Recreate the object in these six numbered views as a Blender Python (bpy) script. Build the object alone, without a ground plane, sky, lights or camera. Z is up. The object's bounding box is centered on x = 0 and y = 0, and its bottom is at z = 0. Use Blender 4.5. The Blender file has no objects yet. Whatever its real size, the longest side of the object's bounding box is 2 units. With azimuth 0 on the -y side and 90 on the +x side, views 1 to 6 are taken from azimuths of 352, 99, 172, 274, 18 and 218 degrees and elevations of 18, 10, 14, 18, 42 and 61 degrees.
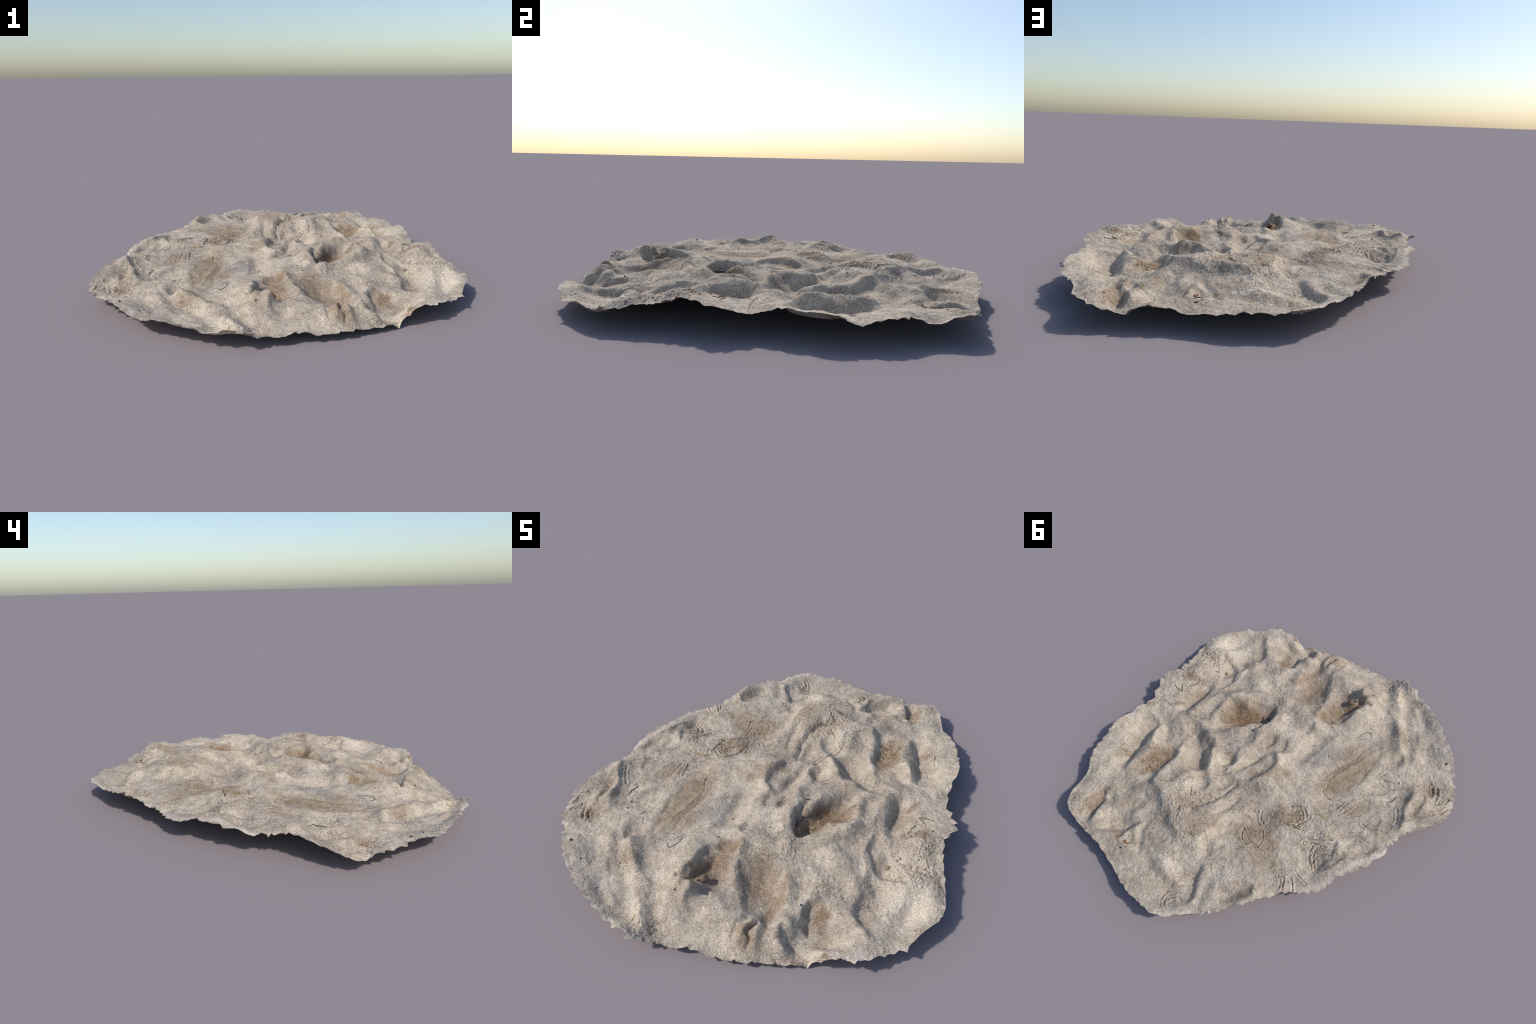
"""A weathered patch of trodden beach sand: a thin, buckled crust with footprints,
tread marks, pits, crumbly mounds and a little drift debris lying on it."""
import bpy
import math
import random
import numpy as np

random.seed(11)
RNG = np.random.default_rng(11)

# ---------------------------------------------------------------- rim profile
# (radius, height) of the torn edge every 3.75 degrees, starting at the -x axis
# and running through -y, +x and +y.
RIM = [
    (0.754, 0.114), (0.770, 0.119), (0.798, 0.134), (0.850, 0.132), (0.901, 0.122), (0.953, 0.099),
    (0.989, 0.074), (0.999, 0.083), (1.002, 0.096), (1.000, 0.092), (1.002, 0.097), (1.014, 0.106),
    (1.015, 0.088), (1.015, 0.079), (1.019, 0.091), (1.023, 0.095), (1.020, 0.092), (1.020, 0.086),
    (1.020, 0.077), (1.014, 0.090), (1.023, 0.093), (0.988, 0.060), (0.969, 0.049), (0.957, 0.048),
    (0.945, 0.047), (0.946, 0.038), (0.950, 0.038), (0.949, 0.040), (0.953, 0.036), (0.955, 0.032),
    (0.964, 0.024), (0.971, 0.020), (0.991, 0.078), (1.019, 0.091), (1.044, 0.087), (1.044, 0.079),
    (1.057, 0.071), (1.060, 0.075), (1.051, 0.085), (1.057, 0.087), (1.042, 0.089), (1.002, 0.096),
    (0.959, 0.107), (0.929, 0.114), (0.901, 0.135), (0.899, 0.141), (0.918, 0.134), (0.913, 0.120),
    (0.894, 0.102), (0.877, 0.096), (0.878, 0.115), (0.901, 0.126), (0.932, 0.118), (0.956, 0.123),
    (0.986, 0.108), (1.012, 0.091), (1.024, 0.106), (1.030, 0.109), (1.032, 0.097), (1.070, 0.082),
    (1.109, 0.100), (1.125, 0.107), (1.104, 0.081), (1.070, 0.070), (1.035, 0.098), (1.009, 0.087),
    (0.998, 0.074), (0.995, 0.076), (0.992, 0.085), (1.000, 0.093), (0.999, 0.097), (0.996, 0.099),
    (0.998, 0.106), (0.982, 0.112), (0.939, 0.110), (0.898, 0.104), (0.872, 0.120), (0.848, 0.126),
    (0.807, 0.133), (0.785, 0.145), (0.759, 0.137), (0.733, 0.120), (0.718, 0.114), (0.711, 0.111),
    (0.708, 0.109), (0.715, 0.108), (0.724, 0.109), (0.731, 0.113), (0.725, 0.121), (0.705, 0.127),
    (0.715, 0.129), (0.726, 0.132), (0.729, 0.133), (0.747, 0.129), (0.752, 0.125), (0.763, 0.118),
]
RIM_STEP = 2 * math.pi / len(RIM)

# longer torn teeth: (angle in degrees, reach beyond the rim, half width in degrees, drop)
TEETH = [
    (-110.3, 0.020, 1.1, 0.000), (-6.9, 0.012, 1.5, 0.004), (-23.4, 0.020, 1.2, 0.002),
    (-54.9, 0.030, 0.9, 0.004), (-48.2, 0.022, 1.1, 0.005), (-43.4, 0.024, 1.0, 0.003),
    (-61.2, 0.012, 0.7, 0.006), (-136.4, 0.016, 0.9, -0.004), (-151.0, 0.014, 0.7, 0.000),
    (-31.5, 0.012, 0.9, 0.002), (6.3, 0.012, 1.0, 0.000), (20.1, 0.010, 1.0, 0.002),
    (50.2, 0.018, 0.6, 0.006), (-64.0, 0.012, 1.2, 0.014),
]


def catmull(values, u):
    """Periodic Catmull-Rom spline through evenly spaced values."""
    v = np.asarray(values, float)
    n = len(v)
    i = np.floor(u).astype(int)
    f = u - i
    p0, p1, p2, p3 = v[(i - 1) % n], v[i % n], v[(i + 1) % n], v[(i + 2) % n]
    return p1 + 0.5 * f * (p2 - p0 + f * (2 * p0 - 5 * p1 + 4 * p2 - p3 + f * (3 * (p1 - p2) + p3 - p0)))


def torn_edge():
    """Irregular saw-tooth: knots at uneven spacing, pushed in and out by turns."""
    knots, out, lift = [], [], []
    a, side = -math.pi, 1
    while a < math.pi - 0.012:
        big = RNG.random()
        knots.append(a)
        ragged = 0.35 + 0.65 * (0.5 + 0.5 * math.sin(2.3 * a + 1.0 + 1.7 * math.sin(1.3 * a)))
        out.append(side * ragged * (0.0018 + 0.0125 * big ** 1.8))
        lift.append(RNG.normal(0, 0.0042))
        a += 0.009 + 0.040 * RNG.random() ** 1.5
        side = -side if RNG.random() < 0.85 else side
    return np.array(knots), np.array(out), np.array(lift)


KNOTS, KNOT_OUT, KNOT_LIFT = torn_edge()


def rim_smooth(angle):
    u = (angle + math.pi) / RIM_STEP
    return catmull([r for r, z in RIM], u), catmull([z for r, z in RIM], u)


def rim_torn(angle):
    radius, height = rim_smooth(angle)
    radius = radius + np.interp(angle, KNOTS, KNOT_OUT, period=2 * math.pi)
    height = height + np.interp(angle, KNOTS, KNOT_LIFT, period=2 * math.pi)
    for at, reach, half, drop in TEETH:
        d = np.degrees(angle) - at
        d = np.abs((d + 180) % 360 - 180)
        k = np.clip(1 - d / half, 0, 1)
        radius = radius + reach * 0.55 * k
        height = height - drop * k
    return radius, height


# ---------------------------------------------------------------- relief vocabulary
def oval(name, at, length, width, turn, rise, skew=0.0, power=1.0):
    """An elongated swell (rise > 0) or hollow (rise < 0); skew steepens one flank."""
    def height(x, y):
        a = math.radians(turn)
        u = (x - at[0]) * math.cos(a) + (y - at[1]) * math.sin(a)
        v = -(x - at[0]) * math.sin(a) + (y - at[1]) * math.cos(a)
        w = np.where(v > 0, width * (1 - skew), width * (1 + skew))
        return rise * np.exp(-(((u / length) ** 2 + (v / w) ** 2) ** power))
    return name, height, rise, at, length, width, turn


def path_distance(x, y, along):
    best = np.full(x.shape, 9.0)
    for (ax, ay), (bx, by) in zip(along[:-1], along[1:]):
        dx, dy = bx - ax, by - ay
        t = np.clip(((x - ax) * dx + (y - ay) * dy) / (dx * dx + dy * dy), 0, 1)
        best = np.minimum(best, np.hypot(x - ax - t * dx, y - ay - t * dy))
    return best


def crest(name, along, width, rise, power=1.0):
    """A winding ridge (rise > 0) or gully (rise < 0); power < 1 gives a sharp crest."""
    def height(x, y):
        return rise * np.exp(-(((path_distance(x, y, along) / width) ** 2) ** power))
    return name, height, rise, None, 0, 0, 0


def scarp(name, along, drop, steep=0.010, run=0.050, fade=0.18):
    """A steep little wall: high ground on the left of the path, low on the right."""
    def height(x, y):
        length = sum(math.dist(a, b) for a, b in zip(along[:-1], along[1:]))
        best = np.full(x.shape, 9.0)
        side = np.zeros(x.shape)
        place_ = np.zeros(x.shape)
        gone = 0.0
        for (ax, ay), (bx, by) in zip(along[:-1], along[1:]):
            dx, dy = bx - ax, by - ay
            size = math.hypot(dx, dy)
            t = np.clip(((x - ax) * dx + (y - ay) * dy) / size ** 2, 0, 1)
            d = np.hypot(x - ax - t * dx, y - ay - t * dy)
            nearer = d < best
            best = np.where(nearer, d, best)
            side = np.where(nearer, np.sign(dx * (y - ay) - dy * (x - ax)), side)
            place_ = np.where(nearer, (gone + t * size) / length, place_)
            gone += size
        ends = np.clip(np.minimum(place_, 1 - place_) / fade, 0, 1)
        ends = ends * ends * (3 - 2 * ends)
        return 0.5 * drop * ends * np.tanh(side * best / steep) * np.exp(-((best / run) ** 2))
    return name, height, drop, None, 0, 0, 0


LEVEL = 0.1002
RELIEF = [
    oval("rear_swell", at=(0.147, 0.465), length=0.410, width=0.254, turn=9, rise=0.044, skew=-0.14, power=1.21),
    oval("east_swell", at=(0.546, -0.062), length=0.304, width=0.292, turn=84, rise=0.020, skew=-0.28, power=1.06),
    oval("west_swell", at=(-0.531, 0.185), length=0.188, width=0.246, turn=78, rise=0.035, skew=0.07, power=0.97),
    oval("centre_swell", at=(0.060, -0.197), length=0.310, width=0.174, turn=17, rise=0.024, skew=-0.12, power=0.94),
    oval("front_sag", at=(0.349, -0.848), length=0.344, width=0.162, turn=1, rise=0.025, skew=-0.03, power=1.05),
    oval("southwest_sag", at=(-0.396, -0.785), length=0.360, width=0.116, turn=-44, rise=-0.049, skew=0.05, power=1.27),
    oval("northeast_sag", at=(0.597, 0.808), length=0.256, width=0.126, turn=3, rise=0.014, skew=-0.10, power=1.05),
    oval("north_sag", at=(0.049, 0.870), length=0.246, width=0.141, turn=4, rise=-0.012, skew=0.14, power=1.02),
    oval("southeast_sag", at=(0.714, -0.600), length=0.241, width=0.154, turn=38, rise=-0.023, skew=-0.01, power=1.08),
    oval("rim_south_rise", at=(-0.281, -0.968), length=0.113, width=0.073, turn=3, rise=-0.030, skew=0.08, power=1.11),
    oval("brown_print", at=(0.538, 0.315), length=0.184, width=0.065, turn=-88, rise=-0.025, skew=-0.46, power=1.42),
    oval("east_hollow", at=(0.715, 0.356), length=0.204, width=0.066, turn=-73, rise=-0.033, skew=-0.12, power=1.17),
    oval("comma_hollow", at=(0.399, 0.186), length=0.221, width=0.054, turn=-40, rise=-0.042, skew=-0.16, power=1.74),
    oval("dimple", at=(0.250, 0.115), length=0.053, width=0.050, turn=61, rise=-0.035, skew=0.24, power=1.53),
    oval("shallow_dip", at=(0.381, -0.025), length=0.059, width=0.050, turn=0, rise=-0.014, skew=0.00, power=1.02),
    oval("oval_print", at=(0.137, 0.028), length=0.148, width=0.047, turn=71, rise=-0.036, skew=0.33, power=1.33),
    oval("shell_pit", at=(0.343, -0.137), length=0.244, width=0.044, turn=54, rise=-0.054, skew=0.06, power=1.44),
    oval("shell_pit_deep", at=(0.241, -0.236), length=0.051, width=0.045, turn=57, rise=-0.021, skew=0.20, power=1.05),
    oval("small_dent", at=(0.037, -0.125), length=0.051, width=0.040, turn=61, rise=-0.028, skew=0.13, power=1.02),
    oval("heel_print", at=(0.660, -0.076), length=0.079, width=0.047, turn=79, rise=-0.029, skew=0.28, power=1.40),
    oval("toe_hollow", at=(0.655, -0.374), length=0.104, width=0.075, turn=58, rise=-0.035, skew=0.31, power=1.29),
    oval("low_hollow", at=(0.614, -0.544), length=0.120, width=0.096, turn=48, rise=-0.044, skew=0.11, power=1.20),
    oval("front_hole", at=(0.411, -0.720), length=0.111, width=0.119, turn=65, rise=-0.066, skew=0.24, power=1.29),
    crest("front_groove", along=[(0.307, -0.772), (0.362, -0.842), (0.385, -0.898)], width=0.027, rise=-0.021),
    oval("long_print", at=(0.184, -0.638), length=0.128, width=0.080, turn=-69, rise=-0.056, skew=0.16, power=1.50),
    oval("stone_pit", at=(-0.108, -0.623), length=0.095, width=0.068, turn=73, rise=-0.060, skew=0.60, power=1.73),
    oval("stone_pit_upper", at=(-0.083, -0.489), length=0.073, width=0.046, turn=14, rise=-0.024, skew=0.01, power=0.98),
    oval("smear", at=(-0.351, -0.272), length=0.325, width=0.153, turn=66, rise=-0.019, skew=0.10, power=1.34),
    oval("plain_dip", at=(-0.097, -0.279), length=0.188, width=0.067, turn=81, rise=-0.040, skew=0.22, power=1.03),
    oval("plain_valley", at=(0.013, -0.327), length=0.058, width=0.051, turn=60, rise=-0.004, skew=0.01, power=0.99),
    crest("ridge_foot", along=[(-0.200, -0.899), (-0.286, -0.741), (-0.359, -0.602)], width=0.052, rise=-0.014),
    crest("west_valley", along=[(-0.394, -0.849), (-0.456, -0.756), (-0.541, -0.650), (-0.600, -0.551)], width=0.038, rise=0.022),
    oval("west_print", at=(-0.673, -0.197), length=0.141, width=0.063, turn=-77, rise=-0.007, skew=0.31, power=1.02),
    oval("corner_dip", at=(-0.765, -0.436), length=0.086, width=0.058, turn=-2, rise=-0.023, skew=-0.04, power=1.02),
    oval("print_edge", at=(-0.497, -0.472), length=0.066, width=0.045, turn=69, rise=-0.013, skew=-0.01, power=0.99),
    oval("west_dip", at=(-0.545, -0.296), length=0.085, width=0.057, turn=-0, rise=-0.019, skew=-0.14, power=1.03),
    oval("wheel_print", at=(-0.507, 0.297), length=0.070, width=0.073, turn=80, rise=-0.030, skew=-0.04, power=1.06),
    oval("west_pit", at=(-0.664, 0.115), length=0.060, width=0.040, turn=30, rise=-0.014, skew=0.00, power=1.00),
    oval("tread_hollow", at=(-0.134, 0.312), length=0.098, width=0.103, turn=10, rise=-0.032, skew=-0.05, power=0.90),
    oval("heart_hole", at=(-0.320, 0.638), length=0.061, width=0.050, turn=45, rise=-0.027, skew=0.00, power=1.34),
    oval("heart_hole_right", at=(-0.262, 0.713), length=0.062, width=0.041, turn=8, rise=-0.027, skew=0.01, power=1.02),
    oval("ring_print", at=(-0.050, 0.798), length=0.142, width=0.128, turn=58, rise=-0.036, skew=0.19, power=1.52),
    oval("back_dip", at=(0.151, 0.818), length=0.069, width=0.051, turn=-0, rise=-0.012, skew=-0.01, power=1.01),
    oval("knot_hollow", at=(-0.021, 0.582), length=0.040, width=0.047, turn=51, rise=-0.028, skew=-0.01, power=1.19),
    oval("rear_hollow", at=(0.452, 0.773), length=0.097, width=0.046, turn=44, rise=-0.058, skew=0.29, power=1.40),
    crest("brown_cleft", along=[(0.601, 0.684), (0.632, 0.760), (0.640, 0.840)], width=0.044, rise=-0.037),
    crest("rubble_cleft", along=[(0.169, 0.440), (0.129, 0.353), (0.107, 0.269)], width=0.034, rise=0.003),
    oval("wall_cleft", at=(0.430, 0.416), length=0.112, width=0.047, turn=84, rise=-0.003, skew=-0.01, power=0.99),
    oval("mid_print", at=(-0.224, 0.217), length=0.080, width=0.062, turn=12, rise=0.020, skew=-0.02, power=0.99),
    crest("print_wall", along=[(0.684, 0.208), (0.626, 0.323), (0.644, 0.470)], width=0.036, rise=0.026),
    oval("rubble_mound", at=(0.317, 0.409), length=0.052, width=0.107, turn=13, rise=0.038, skew=0.39, power=1.19),
    oval("rubble_back", at=(0.159, 0.552), length=0.100, width=0.079, turn=-14, rise=0.028, skew=-0.06, power=0.98),
    oval("rubble_west", at=(0.056, 0.349), length=0.104, width=0.059, turn=61, rise=-0.008, skew=-0.01, power=1.04),
    oval("rubble_north", at=(0.068, 0.468), length=0.098, width=0.069, turn=70, rise=0.046, skew=0.16, power=0.96),
    crest("comma_crest", along=[(0.466, 0.024), (0.366, 0.076), (0.314, 0.151), (0.302, 0.245)], width=0.042, rise=0.025),
    crest("u_crest", along=[(0.478, 0.213), (0.533, 0.117), (0.648, 0.089), (0.776, 0.065), (0.870, 0.100)], width=0.040, rise=0.012),
    crest("oval_crest", along=[(0.018, 0.111), (-0.016, 0.021), (0.018, -0.053)], width=0.047, rise=0.013),
    crest("bridge", along=[(0.189, 0.128), (0.183, -0.000), (0.170, -0.069)], width=0.035, rise=0.020),
    crest("pit_crest_north", along=[(0.246, -0.166), (0.303, -0.083), (0.401, -0.042)], width=0.031, rise=0.021),
    crest("pit_crest_west", along=[(0.167, -0.121), (0.175, -0.239), (0.192, -0.389)], width=0.044, rise=0.020),
    crest("pit_crest_east", along=[(0.469, -0.080), (0.485, -0.197), (0.441, -0.287), (0.354, -0.339), (0.216, -0.389)], width=0.034, rise=0.032),
    crest("heel_crest", along=[(0.593, 0.010), (0.571, -0.090), (0.546, -0.171)], width=0.032, rise=0.026),
    crest("white_ridge", along=[(0.561, -0.265), (0.550, -0.360), (0.556, -0.441)], width=0.038, rise=-0.008),
    crest("east_bank", along=[(0.789, -0.105), (0.771, -0.236), (0.808, -0.380)], width=0.093, rise=0.006),
    crest("southeast_bank", along=[(0.719, -0.438), (0.800, -0.464), (0.881, -0.453)], width=0.080, rise=0.042),
    oval("pit_lump", at=(-0.110, -0.699), length=0.097, width=0.047, turn=84, rise=0.066, skew=-0.03, power=0.82),
    crest("pit_west_rim", along=[(-0.188, -0.674), (-0.193, -0.553), (-0.126, -0.433)], width=0.074, rise=0.025),
    crest("long_print_crest", along=[(0.008, -0.628), (0.060, -0.698), (0.126, -0.759)], width=0.046, rise=-0.017),
    crest("pit_print_crest", along=[(0.013, -0.442), (0.001, -0.529), (0.033, -0.615)], width=0.030, rise=0.022),
    crest("front_crest", along=[(0.248, -0.752), (0.306, -0.660), (0.325, -0.576)], width=0.050, rise=-0.025),
    oval("castings", at=(0.163, -0.849), length=0.064, width=0.050, turn=-23, rise=0.026, skew=0.01, power=0.97),
    oval("front_lip", at=(0.307, -0.781), length=0.053, width=0.036, turn=69, rise=0.053, skew=-0.06, power=1.03),
    oval("east_front_lip", at=(0.520, -0.719), length=0.069, width=0.050, turn=60, rise=0.002, skew=-0.00, power=1.00),
    crest("long_ridge", along=[(-0.245, -0.920), (-0.338, -0.727), (-0.426, -0.642), (-0.488, -0.543)], width=0.037, rise=0.038),
    crest("outer_bank", along=[(-0.473, -0.860), (-0.538, -0.758), (-0.610, -0.694)], width=0.043, rise=-0.014),
    crest("west_bank", along=[(-0.720, -0.352), (-0.726, -0.262), (-0.730, -0.192), (-0.770, -0.100)], width=0.055, rise=0.032),
    crest("heart_lip", along=[(-0.220, 0.620), (-0.199, 0.680), (-0.209, 0.750)], width=0.049, rise=0.008),
    crest("ring_ridge", along=[(-0.095, 0.680), (-0.110, 0.750), (-0.140, 0.830)], width=0.037, rise=0.014),
    oval("bright_mound", at=(0.070, 0.795), length=0.094, width=0.035, turn=-4, rise=0.030, skew=0.17, power=1.07),
    crest("rear_ridge", along=[(0.440, 0.558), (0.528, 0.582), (0.621, 0.625)], width=0.047, rise=0.016),
    crest("rear_ridge_two", along=[(0.433, 0.569), (0.466, 0.681), (0.528, 0.731)], width=0.035, rise=-0.022),
    crest("rear_mound", along=[(0.350, 0.620), (0.362, 0.701), (0.331, 0.777)], width=0.041, rise=-0.010),
    oval("northeast_bump", at=(0.579, 0.801), length=0.059, width=0.060, turn=-0, rise=-0.002, skew=-0.00, power=1.00),
    oval("northeast_corner", at=(0.791, 0.638), length=0.072, width=0.065, turn=0, rise=0.023, skew=0.01, power=1.12),
    crest("strip_bank", along=[(-0.540, 0.350), (-0.580, 0.260), (-0.630, 0.170)], width=0.040, rise=-0.003),
    oval("plain_rise", at=(-0.092, 0.031), length=0.107, width=0.084, turn=3, rise=0.021, skew=-0.08, power=0.97),
    oval("plain_rise_two", at=(0.114, -0.296), length=0.071, width=0.058, turn=1, rise=-0.010, skew=0.05, power=1.01),
    crest("ridge_south", along=[(0.411, -0.393), (0.486, -0.432), (0.569, -0.518)], width=0.047, rise=0.030),
    oval("wall_knob", at=(0.417, 0.468), length=0.066, width=0.053, turn=-6, rise=0.040, skew=0.02, power=1.00),
    oval("sole_rise", at=(-0.134, 0.065), length=0.078, width=0.050, turn=22, rise=0.016, skew=-0.00, power=0.97),
    oval("lobe_east", at=(0.700, -0.562), length=0.087, width=0.050, turn=33, rise=0.016, skew=0.03, power=1.03),
    oval("bank_front", at=(0.651, -0.721), length=0.079, width=0.050, turn=20, rise=0.013, skew=-0.00, power=1.00),
    oval("gully_lip", at=(0.328, -0.870), length=0.038, width=0.025, turn=-7, rise=0.064, skew=-0.15, power=1.12),
    oval("heel_back", at=(0.482, -0.788), length=0.053, width=0.038, turn=-0, rise=-0.041, skew=-0.04, power=1.06),
    oval("sag_rear", at=(0.241, 0.772), length=0.077, width=0.052, turn=-0, rise=-0.021, skew=0.02, power=0.97),
    oval("sag_west", at=(-0.558, 0.099), length=0.073, width=0.059, turn=-1, rise=-0.025, skew=-0.02, power=0.99),
    oval("sag_ridge", at=(-0.560, -0.618), length=0.100, width=0.052, turn=-50, rise=-0.004, skew=0.01, power=0.99),
    oval("vee_pit", at=(0.153, 0.239), length=0.050, width=0.035, turn=70, rise=-0.032, skew=0.01, power=1.21),
    oval("slot_dip", at=(0.126, -0.133), length=0.049, width=0.030, turn=70, rise=-0.042, skew=-0.01, power=1.25),
    oval("pit_side", at=(0.397, -0.240), length=0.064, width=0.032, turn=14, rise=0.045, skew=0.00, power=1.08),
    oval("south_sag", at=(0.476, -0.536), length=0.096, width=0.062, turn=39, rise=-0.014, skew=0.06, power=1.00),
    oval("west_edge_sag", at=(-0.749, -0.253), length=0.058, width=0.038, turn=88, rise=-0.037, skew=-0.06, power=1.14),
    oval("spine_rise", at=(0.120, -0.423), length=0.062, width=0.053, turn=29, rise=0.017, skew=-0.02, power=1.00),
    oval("toe_rise", at=(0.715, -0.329), length=0.044, width=0.053, turn=1, rise=0.019, skew=-0.01, power=1.01),
    oval("corner_sag", at=(0.777, -0.565), length=0.095, width=0.047, turn=68, rise=-0.039, skew=-0.01, power=1.09),
    oval("plain_left", at=(-0.256, 0.006), length=0.074, width=0.062, turn=28, rise=0.035, skew=0.02, power=1.09),
    oval("valley_rise", at=(-0.316, -0.689), length=0.069, width=0.039, turn=-61, rise=0.014, skew=0.02, power=1.02),
    oval("bank_rise", at=(-0.588, -0.706), length=0.069, width=0.042, turn=-52, rise=0.017, skew=-0.03, power=1.01),
    oval("crest_cut", at=(0.643, 0.201), length=0.050, width=0.040, turn=-1, rise=-0.023, skew=-0.03, power=1.20),
    oval("rear_cut", at=(0.559, 0.578), length=0.059, width=0.049, turn=-0, rise=-0.027, skew=-0.01, power=1.02),
    oval("knob_sag", at=(-0.019, 0.461), length=0.066, width=0.040, turn=61, rise=-0.028, skew=0.03, power=1.03),
    oval("curl_floor", at=(0.352, 0.234), length=0.112, width=0.053, turn=37, rise=-0.016, skew=0.01, power=1.14),
    oval("curl_floor_south", at=(0.526, 0.148), length=0.061, width=0.039, turn=0, rise=-0.023, skew=-0.03, power=1.09),
    oval("curl_floor_east", at=(0.680, 0.159), length=0.060, width=0.040, turn=0, rise=-0.014, skew=0.01, power=1.10),
    oval("east_deep", at=(0.795, 0.263), length=0.072, width=0.048, turn=78, rise=-0.019, skew=0.07, power=1.13),
    oval("pit_mouth", at=(0.399, -0.150), length=0.050, width=0.036, turn=30, rise=-0.027, skew=0.08, power=1.11),
    oval("ridge_sag", at=(0.509, -0.451), length=0.053, width=0.037, turn=27, rise=-0.019, skew=0.03, power=1.05),
    oval("bank_lift", at=(0.775, -0.264), length=0.059, width=0.056, turn=80, rise=0.034, skew=-0.08, power=0.95),
    oval("plain_lift", at=(-0.051, 0.112), length=0.060, width=0.051, turn=0, rise=0.028, skew=0.01, power=1.02),
    oval("lane_lift", at=(-0.005, -0.380), length=0.142, width=0.035, turn=-8, rise=0.024, skew=-0.08, power=1.07),
    oval("sag_heel", at=(-0.091, -0.814), length=0.076, width=0.047, turn=-0, rise=-0.031, skew=-0.04, power=1.04),
    oval("curl_slot", at=(0.385, 0.090), length=0.050, width=0.035, turn=-30, rise=-0.025, skew=-0.00, power=1.20),
]

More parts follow.
